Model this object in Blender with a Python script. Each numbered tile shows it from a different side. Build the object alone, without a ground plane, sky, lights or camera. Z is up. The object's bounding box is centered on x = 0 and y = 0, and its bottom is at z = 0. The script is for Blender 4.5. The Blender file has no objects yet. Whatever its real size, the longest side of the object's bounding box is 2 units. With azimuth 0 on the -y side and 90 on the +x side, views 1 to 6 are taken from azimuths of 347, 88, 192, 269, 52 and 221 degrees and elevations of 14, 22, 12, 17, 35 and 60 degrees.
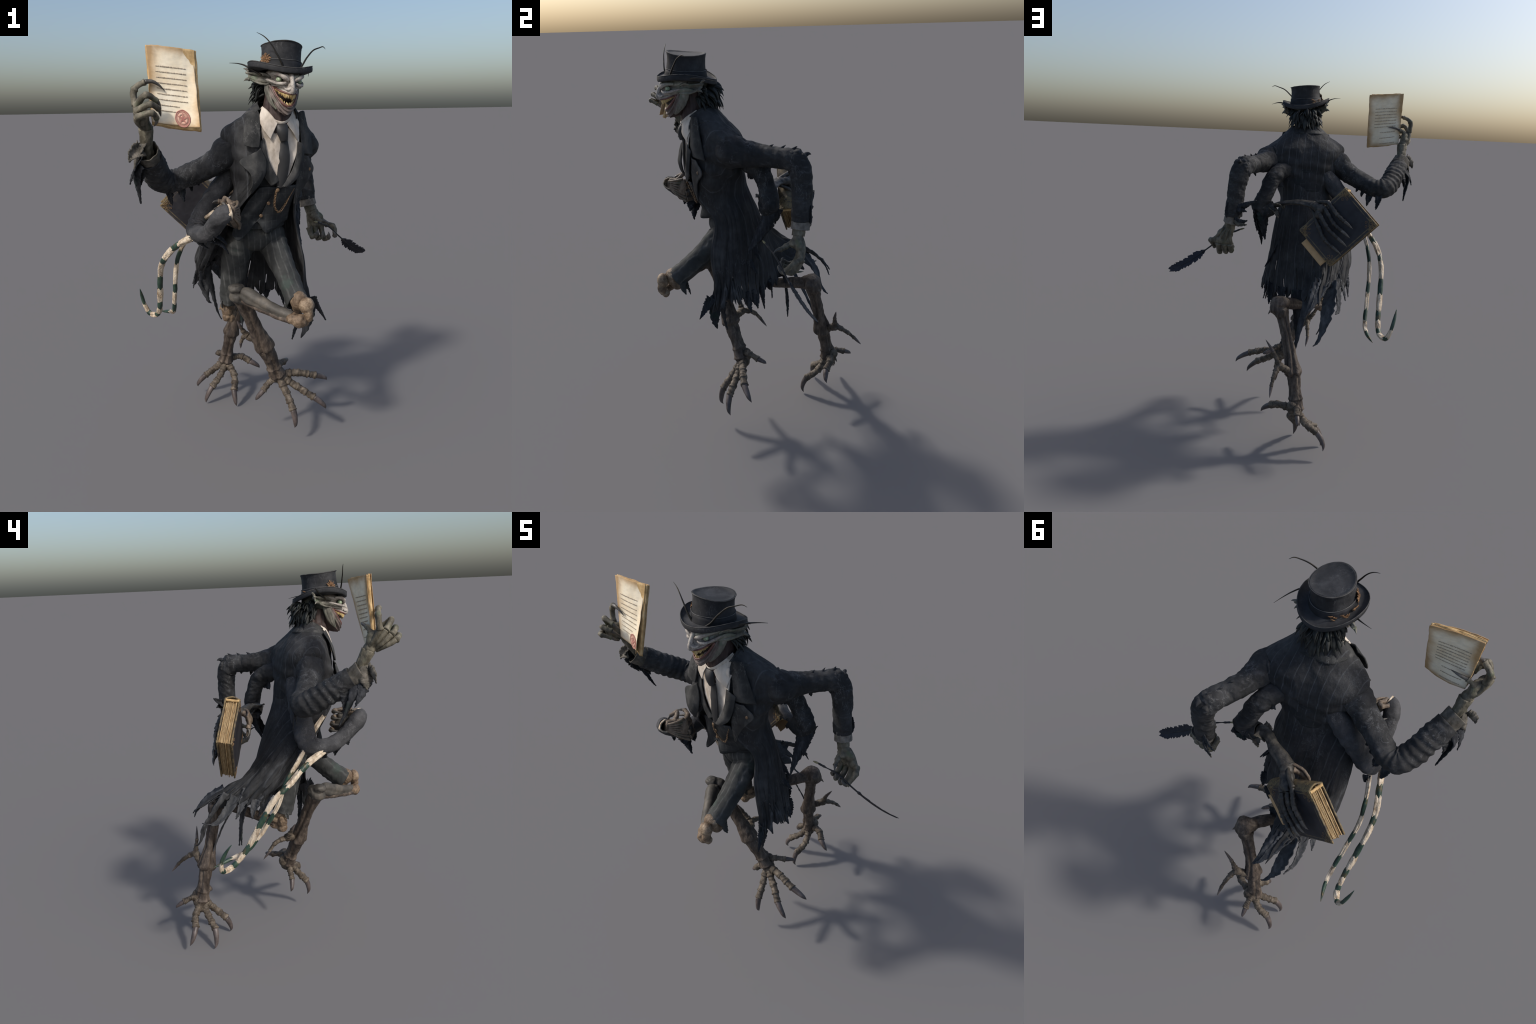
# Four-armed goblin scribe in a torn suit: built part by part from splines, lofts and sheets.
import bpy, math, random
import numpy as np
from mathutils import Matrix, Vector

RNG = np.random.default_rng(7)
random.seed(7)
V = lambda *a: np.array(a, dtype=float)
def nrm(v):
    v = np.asarray(v, float); l = np.linalg.norm(v)
    return v / l if l > 1e-12 else v

# ------------------------------------------------------------------ noise
_T = np.random.default_rng(3).random((32, 32, 32))
def vnoise(P):
    P = np.asarray(P, float); i = np.floor(P).astype(int); f = P - i; f = f * f * (3 - 2 * f)
    r = 0
    for dx in (0, 1):
        for dy in (0, 1):
            for dz in (0, 1):
                w = (f[:, 0] if dx else 1 - f[:, 0]) * (f[:, 1] if dy else 1 - f[:, 1]) * (f[:, 2] if dz else 1 - f[:, 2])
                r = r + w * _T[(i[:, 0] + dx) % 32, (i[:, 1] + dy) % 32, (i[:, 2] + dz) % 32]
    return r * 2 - 1
def fbm(P, s, o=3):
    r = 0; a = 1
    for k in range(o):
        r = r + a * vnoise(P * s * 2 ** k + 7.3 * k); a *= .5
    return r / 1.6

# ------------------------------------------------------------------ materials
class NT:
    def __init__(s, name):
        s.m = bpy.data.materials.new(name); s.m.use_nodes = True
        s.t = s.m.node_tree; s.t.nodes.clear()
        s.out = s.t.nodes.new('ShaderNodeOutputMaterial')
        s.b = s.t.nodes.new('ShaderNodeBsdfPrincipled')
        s.t.links.new(s.b.outputs[0], s.out.inputs[0])
        s.co = s.t.nodes.new('ShaderNodeTexCoord').outputs['Object']
    def n(s, kind, **kw):
        nd = s.t.nodes.new(kind)
        for k, v in kw.items(): setattr(nd, k, v)
        return nd
    def l(s, a, b): s.t.links.new(a, b)
    def val(s, sock, v):
        if hasattr(v, 'links'): s.l(v, sock)
        else: sock.default_value = v
    def mapping(s, scale=(1, 1, 1), rot=(0, 0, 0), src=None):
        m = s.n('ShaderNodeMapping'); m.inputs['Scale'].default_value = scale; m.inputs['Rotation'].default_value = rot
        s.l(src or s.co, m.inputs['Vector']); return m.outputs[0]
    def noise(s, scale, detail=4, rough=.6, src=None, dist=0):
        m = s.n('ShaderNodeTexNoise'); m.inputs['Scale'].default_value = scale; m.inputs['Detail'].default_value = detail
        m.inputs['Roughness'].default_value = rough; m.inputs['Distortion'].default_value = dist
        s.l(src or s.co, m.inputs['Vector']); return m.outputs['Fac']
    def ramp(s, fac, stops, interp='LINEAR'):
        r = s.n('ShaderNodeValToRGB'); cr = r.color_ramp; cr.interpolation = interp
        while len(cr.elements) < len(stops): cr.elements.new(.5)
        for e, (p, c) in zip(cr.elements, stops):
            e.position = p
            e.color = (*c, 1) if isinstance(c, (tuple, list)) else (c, c, c, 1)
        s.l(fac, r.inputs[0]); return r.outputs[0]
    def math(s, op, a, b=None, c=None, clamp=False):
        m = s.n('ShaderNodeMath', operation=op, use_clamp=clamp); s.val(m.inputs[0], a)
        if b is not None: s.val(m.inputs[1], b)
        if c is not None: s.val(m.inputs[2], c)
        return m.outputs[0]
    def mix(s, fac, a, b, mode='MIX'):
        m = s.n('ShaderNodeMix', data_type='RGBA', blend_type=mode)
        s.val(m.inputs[0], fac)
        for sock, v in ((m.inputs[6], a), (m.inputs[7], b)):
            if hasattr(v, 'links'): s.l(v, sock)
            else: sock.default_value = (*v, 1)
        return m.outputs[2]
    def xyz(s, src=None):
        x = s.n('ShaderNodeSeparateXYZ'); s.l(src or s.co, x.inputs[0]); return x.outputs
    def bump(s, h, strength=.3, dist=.004):
        b = s.n('ShaderNodeBump'); b.inputs['Strength'].default_value = strength; b.inputs['Distance'].default_value = dist
        s.l(h, b.inputs['Height']); s.l(b.outputs[0], s.b.inputs['Normal'])
    def dist(s, p):
        d = s.n('ShaderNodeVectorMath', operation='DISTANCE'); s.l(s.co, d.inputs[0]); d.inputs[1].default_value = p
        return d.outputs['Value']
    def fin(s, col, rough=.7, spec=.3, metal=0):
        s.val(s.b.inputs['Base Color'], col) if hasattr(col, 'links') else setattr(s.b.inputs['Base Color'], 'default_value', (*col, 1))
        s.b.inputs['Roughness'].default_value = rough; s.b.inputs['Specular IOR Level'].default_value = spec
        s.b.inputs['Metallic'].default_value = metal
        return s.m

def matter(name, dark, mid, light, scale=12, stretch=(1, 1, 1), rough=.7, spec=.3, bump=.3, bdist=.004,
           scratch=None, sscale=22, samount=.55, grain=90, tint=None, tscale=6, tth=.55, fine=.3, streak=None):
    """Mottled surface: three-tone noise, fine grain, optional pale cracks, streaks and tinted patches."""
    s = NT(name); src = s.mapping(stretch)
    base = s.noise(scale, 5, .65, src)
    col = s.ramp(base, [(.28, dark), (.5, mid), (.74, light)])
    g = s.noise(grain, 3, .7, src)
    col = s.mix(fine, col, s.ramp(g, [(.3, .25), (.7, 1.0)]), 'MULTIPLY') if fine else col
    h = s.math('ADD', base, s.math('MULTIPLY', g, .5))
    if tint:
        t = s.ramp(s.noise(tscale, 3, .5), [(tth, 0.0), (tth + .12, 1.0)])
        col = s.mix(s.math('MULTIPLY', t, .75), col, tint)
    if streak:
        ssrc = s.mapping(streak[0]); st = s.noise(streak[1], 4, .7, ssrc)
        k = s.ramp(st, [(.55, 0.0), (.72, 1.0)])
        col = s.mix(s.math('MULTIPLY', k, streak[3]), col, streak[2])
        h = s.math('ADD', h, s.math('MULTIPLY', st, .9))
    if scratch:
        rn = s.noise(sscale, 6, .62, s.mapping((1.6, 1.6, .8)), .8)
        line = s.ramp(s.math('ABSOLUTE', s.math('SUBTRACT', rn, .5)), [(.0, 1.0), (.012, 0.0)])
        msk = s.ramp(s.noise(9, 3, .6), [(.5, 0.0), (.62, 1.0)])
        col = s.mix(s.math('MULTIPLY', s.math('MULTIPLY', line, msk), samount), col, scratch)
    s.bump(h, bump, bdist)
    return s.fin(col, rough, spec)

def cloth_coat():
    s = NT('dark_pinstripe_wool')
    n1 = s.noise(7, 5, .65); col = s.ramp(n1, [(.3, (.014, .0145, .0155)), (.5, (.028, .0285, .030)), (.72, (.056, .0565, .058))])
    st = s.noise(5, 5, .7, s.mapping((12, 12, 1.1)))
    col = s.mix(s.math('MULTIPLY', s.ramp(st, [(.52, 0.0), (.75, 1.0)]), .55), col, (.062, .066, .074))
    x = s.xyz()
    fl = s.math('ADD', 1.0, s.math('MULTIPLY', s.math('MAXIMUM', s.math('SUBTRACT', 1.3, x[2]), 0), .9))
    u = s.math('DIVIDE', s.math('ADD', x[0], s.math('MULTIPLY', s.noise(5, 2), .03)), fl)
    w = s.math('ABSOLUTE', s.math('SUBTRACT', s.math('FRACT', s.math('MULTIPLY', u, 25.0)), .5))
    line = s.ramp(w, [(.0, 1.0), (.075, 0.0)])
    brk = s.ramp(s.noise(11, 5, .7), [(.36, .12), (.58, 1.0)])
    col = s.mix(s.math('MULTIPLY', s.math('MULTIPLY', line, brk), .5), col, (.105, .110, .120))
    rn = s.noise(16, 6, .62, s.mapping((1.6, 1.6, .8)), .8)
    ck = s.ramp(s.math('ABSOLUTE', s.math('SUBTRACT', rn, .5)), [(.0, 1.0), (.014, 0.0)])
    cm = s.ramp(s.noise(6, 3), [(.55, 0.0), (.66, 1.0)])
    col = s.mix(s.math('MULTIPLY', s.math('MULTIPLY', ck, cm), .5), col, (.12, .125, .135))
    g = s.noise(220, 2, .6)
    s.bump(s.math('ADD', s.math('MULTIPLY', st, 1.2), s.math('MULTIPLY', g, .3)), .5, .005)
    return s.fin(col, .78, .22)

def cloth_trouser():
    s = NT('striped_trouser_wool')
    n1 = s.noise(8, 5, .65); col = s.ramp(n1, [(.3, (.020, .022, .022)), (.52, (.040, .042, .042)), (.75, (.075, .076, .072))])
    x = s.xyz()
    u = s.math('ADD', x[0], s.math('MULTIPLY', s.math('SUBTRACT', x[2], .9), .12))
    w = s.math('ABSOLUTE', s.math('SUBTRACT', s.math('FRACT', s.math('MULTIPLY', s.math('ADD', u, s.math('MULTIPLY', s.noise(6, 2), .02)), 38.0)), .5))
    line = s.ramp(w, [(.0, 1.0), (.17, 0.0)])
    brk = s.ramp(s.noise(22, 5, .7), [(.36, 0.0), (.66, 1.0)])
    col = s.mix(s.math('MULTIPLY', s.math('MULTIPLY', line, brk), .48), col, (.17, .17, .165))
    t = s.ramp(s.noise(9, 3), [(.6, 0.0), (.72, 1.0)]); col = s.mix(s.math('MULTIPLY', t, .5), col, (.05, .075, .065))
    st = s.noise(6, 5, .7, s.mapping((9, 9, 1.2)))
    s.bump(s.math('ADD', st, s.math('MULTIPLY', s.noise(200, 2), .3)), .45, .005)
    return s.fin(col, .8, .2)

def cloth_vest():
    s = NT('plaid_vest_wool')
    n1 = s.noise(9, 5, .65); col = s.ramp(n1, [(.3, (.012, .013, .014)), (.52, (.024, .026, .028)), (.76, (.05, .052, .053))])
    x = s.xyz()
    nz = s.math('MULTIPLY', s.noise(5, 2), .03)
    for ax, f, a in ((0, 36., .26), (2, 30., .2)):
        w = s.math('ABSOLUTE', s.math('SUBTRACT', s.math('FRACT', s.math('MULTIPLY', s.math('ADD', x[ax], nz), f)), .5))
        line = s.ramp(w, [(.0, 1.0), (.11, 0.0)]); brk = s.ramp(s.noise(34, 4, .7), [(.42, 0.0), (.62, 1.0)])
        col = s.mix(s.math('MULTIPLY', s.math('MULTIPLY', line, brk), a), col, (.12, .125, .125))
    s.bump(s.math('ADD', s.noise(24, 4), s.math('MULTIPLY', s.noise(200, 2), .3)), .35, .004)
    return s.fin(col, .8, .2)

def skin_face(eyes):
    s = NT('pale_goblin_skin')
    n1 = s.noise(26, 5, .65); col = s.ramp(n1, [(.28, (.14, .118, .106)), (.47, (.345, .312, .28)), (.71, (.51, .475, .43))])
    t = s.ramp(s.noise(13, 3), [(.53, 0.0), (.66, 1.0)]); col = s.mix(s.math('MULTIPLY', t, .6), col, (.17, .20, .14))
    pk = s.ramp(s.noise(17, 3, .5, s.mapping((1, 1, 1.6))), [(.56, 0.0), (.7, 1.0)]); col = s.mix(s.math('MULTIPLY', pk, .5), col, (.27, .19, .18))
    sp = s.ramp(s.noise(120, 2, .7), [(.34, .45), (.5, 1.0)]); col = s.mix(.8, col, sp, 'MULTIPLY')
    for e in eyes:      # dark rings in the sockets round the eyes
        d = s.math('ADD', s.dist(e), s.math('MULTIPLY', s.noise(60, 2), .006))
        k = s.ramp(d, [(.016, 1.0), (.026, 0.0)]); col = s.mix(s.math('MULTIPLY', k, .85), col, (.035, .03, .03))
    x = s.xyz()
    # temples and back of the head darker and greener: stained matter with a ragged edge
    b = s.ramp(s.math('ADD', x[1], s.math('MULTIPLY', s.noise(30, 3), .03)), [(.0, 0.0), (.045, 1.0)])
    col = s.mix(s.math('MULTIPLY', b, .8), col, (.05, .06, .045))
    s.bump(s.math('ADD', n1, s.math('MULTIPLY', s.noise(110, 3), .6)), .5, .004)
    return s.fin(col, .6, .4)

M = {}
def make_materials():
    M['coat'] = cloth_coat(); M['trouser'] = cloth_trouser(); M['vest'] = cloth_vest()
    M['sleeve'] = matter('worn_sleeve_wool', (.014, .0145, .0155), (.030, .0305, .032), (.070, .0705, .072), 11, rough=.78, spec=.22, bump=.5, scratch=(.20, .205, .215), sscale=13, samount=.55, streak=((5, 5, 14), 3, (.085, .088, .095), .5), grain=160, fine=.25)
    M['greysleeve'] = matter('grey_worn_wool', (.028, .029, .032), (.052, .053, .057), (.095, .095, .1), 10, rough=.78, spec=.22, bump=.4, scratch=(.2, .2, .21), sscale=18, samount=.5, grain=160, fine=.25)
    M['rag'] = matter('torn_wool', (.013, .014, .017), (.027, .029, .034), (.07, .073, .08), 10, (6, 6, 1.2), .8, .2, .5, tint=(.018, .032, .028), tscale=14, tth=.6)
    M['tail_rag'] = matter('weathered_grey_wool', (.03, .032, .036), (.062, .065, .07), (.12, .123, .13), 8, (5, 5, 1.3), .8, .2, .5)
    M['lapel'] = matter('lapel_wool', (.014, .015, .016), (.036, .037, .037), (.090, .088, .085), 10, rough=.75, spec=.22, bump=.3, scratch=(.19, .185, .18), sscale=18, samount=.8, streak=((9, 9, 2), 4, (.11, .108, .104), .5), tint=(.085, .062, .045), tscale=11, tth=.66, grain=170, fine=.2)
    M['hat'] = matter('black_felt', (.014, .015, .017), (.027, .028, .031), (.055, .056, .06), 14, rough=.72, spec=.28, bump=.25, scratch=(.14, .14, .145), sscale=16, samount=.45, grain=200, fine=.25)
    M['hatband'] = matter('hat_band', (.010, .011, .013), (.019, .020, .023), (.04, .04, .045), 14, rough=.7, spec=.25, bump=.25, grain=200)
    M['wornfelt'] = matter('worn_felt_edge', (.03, .03, .032), (.062, .061, .06), (.12, .115, .108), 40, rough=.75, bump=.3)
    M['piping'] = matter('worn_edge_piping', (.05, .05, .052), (.1, .1, .1), (.16, .155, .15), 30, rough=.7, bump=.2)
    M['shirt'] = matter('aged_linen', (.30, .25, .20), (.58, .52, .45), (.74, .68, .60), 13, (1, 1, .5), .8, .2, .4, tint=(.22, .18, .14), tscale=18, tth=.6, fine=.12)
    M['cuff'] = matter('dirty_linen_cuff', (.035, .032, .026), (.10, .092, .078), (.21, .19, .165), 26, rough=.8, spec=.2, bump=.4, fine=.25)
    M['linen'] = matter('grey_linen_cuff', (.08, .072, .062), (.19, .172, .15), (.30, .275, .24), 26, rough=.8, spec=.2, bump=.4, fine=.25)
    M['tie'] = matter('satin_tie', (.017, .017, .018), (.027, .027, .028), (.042, .042, .043), 8, rough=.5, spec=.35, bump=.15, fine=.1)
    M['lips'] = matter('raw_lip', (.05, .02, .018), (.14, .055, .045), (.24, .12, .10), 40, rough=.45, spec=.5, bump=.3)
    M['mouth'] = matter('dark_gullet', (.008, .005, .004), (.016, .009, .007), (.03, .016, .012), 30, rough=.5, bump=.1)
    M['jaw'] = matter('sinewy_jaw_skin', (.07, .05, .045), (.17, .135, .12), (.30, .26, .23), 22, (1, 1, .45), .6, .4, .6, tint=(.11, .13, .09), tscale=16, tth=.58)
    M['cheek'] = matter('green_grey_cheek', (.05, .046, .038), (.155, .148, .122), (.34, .325, .275), 20, (1, 1, .5), .6, .4, .6, tint=(.10, .15, .09), tscale=15, tth=.56)
    M['neck'] = matter('purple_brown_neck', (.022, .014, .013), (.055, .036, .033), (.12, .085, .075), 18, (2.2, 2.2, .5), .6, .35, .6)
    M['tooth'] = matter('yellow_tooth', (.20, .12, .04), (.52, .37, .15), (.75, .60, .33), 60, (1, 1, .4), .35, .5, .2, fine=.2)
    M['eye'] = eye_mat()
    M['hair'] = matter('matted_hair', (.006, .007, .007), (.016, .018, .017), (.055, .062, .055), 24, (2, 2, .6), .6, .35, .5, tint=(.05, .065, .05), tscale=18, tth=.62)
    M['feeler'] = matter('dark_feeler', (.008, .008, .007), (.02, .018, .015), (.075, .055, .03), 30, rough=.55, bump=.1)
    M['flower'] = matter('dried_flower', (.07, .035, .016), (.20, .11, .055), (.38, .24, .13), 60, rough=.8, bump=.5)
    M['hand'] = matter('olive_bone_hand', (.035, .031, .022), (.125, .112, .082), (.27, .245, .185), 30, (1, 1, .6), .6, .35, .7, bdist=.006, tint=(.07, .085, .05), tscale=20, tth=.58)
    M['darkhand'] = matter('dark_leathery_hand', (.012, .012, .012), (.035, .033, .030), (.10, .09, .075), 30, rough=.5, spec=.4, bump=.6)
    M['fist'] = matter('brown_fist', (.05, .036, .026), (.16, .122, .09), (.32, .26, .2), 34, (1, 1, .5), .6, .35, .7, tint=(.08, .085, .055), tscale=18, tth=.6)
    M['claw'] = matter('horn_claw', (.028, .022, .021), (.078, .062, .058), (.17, .14, .13), 22, (1, 1, .5), .42, .45, .3)
    M['fingerclaw'] = matter('grey_horn', (.03, .028, .026), (.085, .078, .068), (.2, .185, .165), 26, rough=.42, spec=.45, bump=.25)
    M['bone'] = matter('brown_leg_bone', (.022, .016, .013), (.080, .061, .048), (.20, .16, .125), 24, (1.8, 1.8, .5), .62, .35, 1.0, bdist=.006, fine=.35)
    M['toe'] = matter('scaly_toe_hide', (.024, .018, .013), (.092, .073, .054), (.23, .19, .145), 34, rough=.62, spec=.35, bump=.8, bdist=.006, fine=.4)
    M['palebone'] = matter('pale_knee_bone', (.045, .028, .017), (.195, .138, .09), (.46, .36, .25), 24, rough=.58, spec=.35, bump=.9, bdist=.008, fine=.3)  # colour contrast widened: highlight baked into light tone, crevice shade into dark
    M['greybone'] = matter('grey_shank', (.035, .032, .028), (.075, .069, .06), (.15, .13, .105), 14, rough=.6, spec=.35, bump=.3)
    M['bark'] = matter('white_bark', (.22, .15, .09), (.58, .48, .36), (.80, .71, .58), 40, (1, 1, .25), .7, .3, .8, bdist=.006, tint=(.12, .08, .045), tscale=70, tth=.62, fine=.2)
    M['stem'] = matter('green_stem', (.008, .018, .013), (.022, .052, .036), (.06, .10, .07), 30, (1, 1, .3), .45, .45, .5, tint=(.13, .08, .03), tscale=26, tth=.6)
    M['feather'] = matter('black_feather', (.008, .008, .013), (.014, .014, .022), (.026, .026, .036), 20, rough=.55, spec=.35, bump=.3)
    M['quill'] = matter('dark_quill', (.01, .01, .011), (.024, .023, .024), (.05, .045, .042), 30, rough=.5, bump=.2)
    M['nib'] = matter('brass_nib', (.10, .085, .04), (.2, .175, .085), (.3, .27, .15), 40, rough=.45, spec=.5, bump=.1)
    M['brass'] = matter('old_brass', (.06, .035, .018), (.15, .09, .045), (.26, .17, .09), 50, rough=.5, spec=.5, bump=.3)
    M['page'] = pages_mat()
    M['cover'] = cover_mat()
    M['inner'] = matter('inner_board', (.02, .017, .013), (.04, .035, .027), (.07, .06, .045), 20, rough=.6, bump=.2)
    M['paper'] = paper_mat(); M['paperedge'] = matter('golden_paper_edge', (.32, .2, .085), (.56, .38, .18), (.78, .58, .33), 26, rough=.8, spec=.2, bump=.4, fine=.15)
    M['ink'] = matter('faded_ink', (.42, .34, .25), (.53, .44, .33), (.66, .56, .43), 60, rough=.8, bump=.1)
    M['seal'] = matter('red_seal', (.60, .32, .24), (.70, .42, .32), (.78, .54, .42), 60, rough=.8, bump=.2)
    M['sealink'] = matter('dark_red_ink', (.40, .14, .12), (.50, .22, .18), (.62, .34, .27), 70, rough=.8, bump=.2)

def eye_mat():
    s = NT('pale_green_eye')
    n = s.noise(160, 3); col = s.ramp(n, [(.3, (.11, .15, .09)), (.55, (.30, .37, .24)), (.75, (.55, .60, .46))])
    return s.fin(col, .15, .6)
def pages_mat():
    s = NT('yellow_page_edges'); x = s.xyz()
    w = s.noise(10, 4, .7, s.mapping((2.5, 40, 2.5)))
    col = s.ramp(w, [(.28, (.10, .06, .03)), (.45, (.33, .22, .11)), (.6, (.55, .41, .23)), (.78, (.78, .66, .44))])
    s.bump(w, .9, .006); return s.fin(col, .75, .25)
def cover_mat():
    s = NT('tooled_book_cover'); x = s.xyz()
    n = s.noise(14, 5, .65); col = s.ramp(n, [(.3, (.012, .012, .016)), (.55, (.024, .024, .030)), (.78, (.055, .046, .04))])
    ax = s.math('ABSOLUTE', x[0]); az = s.math('ABSOLUTE', x[2])
    # gilded corners: patches of curling relief
    cx = s.math('SUBTRACT', .1275, ax); cz = s.math('SUBTRACT', .168, az)
    c = s.ramp(s.math('ADD', s.math('ADD', cx, cz), s.math('MULTIPLY', s.noise(40, 2), .03)), [(.065, 1.0), (.085, 0.0)])
    fil = s.n('ShaderNodeTexVoronoi', feature='DISTANCE_TO_EDGE'); fil.inputs['Scale'].default_value = 75
    nz = s.n('ShaderNodeTexNoise'); nz.inputs['Scale'].default_value = 50; s.l(s.co, nz.inputs['Vector'])
    sc = s.n('ShaderNodeVectorMath', operation='SCALE'); sc.inputs['Scale'].default_value = .03; s.l(nz.outputs['Color'], sc.inputs[0])
    ad = s.n('ShaderNodeVectorMath', operation='ADD'); s.l(s.co, ad.inputs[0]); s.l(sc.outputs[0], ad.inputs[1]); s.l(ad.outputs[0], fil.inputs['Vector'])
    f = s.ramp(fil.outputs['Distance'], [(.06, 1.0), (.2, .1)])
    col = s.mix(s.math('MULTIPLY', c, f), col, (.19, .135, .062))
    e = s.math('MINIMUM', cx, cz)
    ln = s.ramp(s.math('ABSOLUTE', s.math('SUBTRACT', e, .016)), [(.0, 1.0), (.0022, 0.0)])
    ed = s.ramp(s.math('ADD', e, s.math('MULTIPLY', s.noise(60, 3), .006)), [(.004, 1.0), (.010, 0.0)])
    br = s.ramp(s.noise(30, 3), [(.4, .2), (.6, 1.0)])
    col = s.mix(s.math('MULTIPLY', s.math('MULTIPLY', s.math('MAXIMUM', ln, ed), br), .8), col, (.20, .15, .075))
    s.bump(s.math('ADD', n, s.math('MULTIPLY', s.math('MULTIPLY', c, f), 1.5)), .5, .004)
    return s.fin(col, .55, .35)
def paper_mat():
    s = NT('aged_parchment'); x = s.xyz()
    n = s.noise(9, 5, .6); col = s.ramp(n, [(.25, (.78, .61, .39)), (.5, (.92, .81, .61)), (.75, (.97, .90, .74))])
    cx = s.math('SUBTRACT', .098, s.math('ABSOLUTE', x[0])); cz = s.math('SUBTRACT', .152, s.math('ABSOLUTE', x[2]))
    e = s.math('ADD', s.math('MINIMUM', cx, cz), s.math('MULTIPLY', s.math('SUBTRACT', s.noise(16, 4), .5), .035))
    k = s.ramp(e, [(.0, 1.0), (.010, .7), (.028, .15), (.045, 0.0)])
    col = s.mix(s.math('MULTIPLY', k, .85), col, (.42, .24, .09))
    f = s.ramp(s.noise(40, 3, .6, s.mapping((1, 1, 2))), [(.3, .88), (.6, 1.0)])
    col = s.mix(1.0, col, f, 'MULTIPLY')
    s.bump(s.noise(20, 4), .3, .004); return s.fin(col, .8, .2)

# ------------------------------------------------------------------ mesh helpers
ROOT = None
def obj(name, verts, faces, mat, parent=None, smooth=True, stuff=False, mods=()):
    me = bpy.data.meshes.new(name)
    me.from_pydata(np.asarray(verts, float).tolist(), [], faces if isinstance(faces, list) else faces.tolist())
    me.materials.append(M[mat] if isinstance(mat, str) else mat)
    if smooth: me.polygons.foreach_set('use_smooth', np.ones(len(me.polygons), bool))
    me.update()
    o = bpy.data.objects.new(name, me); bpy.context.scene.collection.objects.link(o)
    o.parent = parent or ROOT
    if stuff: o['kind'] = 'stuff'
    for m in mods:
        md = o.modifiers.new(m[0], m[0])
        for k, v in m[1].items(): setattr(md, k, v)
    return o
SOL = lambda t, off=-1: ('SOLIDIFY', dict(thickness=t, offset=off, use_even_offset=False))
def pivot(name, loc=(0, 0, 0), parent=None):
    o = bpy.data.objects.new(name, None); bpy.context.scene.collection.objects.link(o); o.parent = parent or ROOT
    o.empty_display_size = .05; return o

def spline(pts, n):
    """chord-length Hermite curve through pts (any dimension); n samples."""
    P = np.array(pts, float); k = len(P)
    if k == 2:
        t = np.linspace(0, 1, n)[:, None]; return P[0] * (1 - t) + P[1] * t
    d = np.maximum(np.linalg.norm(np.diff(P[:, :3], axis=0), axis=1), 1e-6); T = np.concatenate([[0], np.cumsum(d)])
    sl = np.diff(P, axis=0) / d[:, None]; m = np.zeros_like(P)
    m[1:-1] = (sl[:-1] * d[1:, None] + sl[1:] * d[:-1, None]) / (d[1:] + d[:-1])[:, None]
    m[0] = 1.5 * sl[0] - .5 * m[1]; m[-1] = 1.5 * sl[-1] - .5 * m[-2]
    t = np.linspace(0, T[-1], n); i = np.clip(np.searchsorted(T, t, 'right') - 1, 0, k - 2)
    h = d[i][:, None]; s = ((t - T[i]) / d[i])[:, None]
    return ((1 + 2 * s) * (1 - s) ** 2 * P[i] + s * (1 - s) ** 2 * h * m[i] + s * s * (3 - 2 * s) * P[i + 1] + s * s * (s - 1) * h * m[i + 1])

def frames(C, up=None):
    T = np.gradient(C, axis=0); T /= np.maximum(np.linalg.norm(T, axis=1), 1e-9)[:, None]
    u = V(0, 0, 1) if up is None else np.array(up, float)
    if abs(np.dot(u, T[0])) > .95: u = V(1, 0, 0) if up is None else u + V(.3, .2, .1)
    n = nrm(u - T[0] * np.dot(u, T[0])); N = [n]
    for i in range(1, len(C)):
        n = N[-1] - T[i] * np.dot(N[-1], T[i]); N.append(nrm(n))
    N = np.array(N); return T, N, np.cross(T, N)

def tube_geo(pts, n=40, seg=18, up=None, fn=None, cap0=True, cap1=True, noise=None):
    """pts rows: x,y,z,r  or x,y,z,ra,rb (ra along 'up', rb across)."""
    P = [tuple(p) + (p[3],) if len(p) == 4 else tuple(p) for p in pts]
    S = spline(P, n); C = S[:, :3]; T, N, Bn = frames(C, up)
    th = np.linspace(0, 2 * np.pi, seg, endpoint=False); t = np.linspace(0, 1, n)
    k = np.ones((n, seg))
    if fn is not None: k = k * fn(t[:, None], th[None, :])
    ra = np.maximum(S[:, 3:4], .0004); rb = np.maximum(S[:, 4:5], .0004)
    D = N[:, None, :] * (np.cos(th)[None, :] * ra * k)[..., None] + Bn[:, None, :] * (np.sin(th)[None, :] * rb * k)[..., None]
    X = C[:, None, :] + D
    if noise:
        a, s = noise; X2 = X.reshape(-1, 3); dn = D / np.maximum(np.linalg.norm(D, axis=2), 1e-9)[..., None]
        X = X + dn * (fbm(X2, s).reshape(n, seg) * a)[..., None]
    verts = X.reshape(-1, 3); f = []
    for i in range(n - 1):
        a = i * seg; b = a + seg
        for j in range(seg):
            j2 = (j + 1) % seg; f.append((a + j, a + j2, b + j2, b + j))
    vv = [verts]
    if cap0: vv.append(C[:1]); c = len(verts); f += [(c, (j + 1) % seg, j) for j in range(seg)]
    if cap1:
        c = len(verts) + (1 if cap0 else 0); vv.append(C[-1:]); a = (n - 1) * seg
        f += [(c, a + j, a + (j + 1) % seg) for j in range(seg)]
    return np.concatenate(vv), f
def tube(name, pts, mat, parent=None, mods=(), stuff=False, **kw):
    v, f = tube_geo(pts, **kw); return obj(name, v, f, mat, parent, mods=mods, stuff=stuff)
def join(parts):
    vs = []; fs = []; o = 0
    for v, f in parts:
        vs.append(v); fs += [tuple(i + o for i in q) for q in f]; o += len(v)
    return np.concatenate(vs), fs

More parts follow.
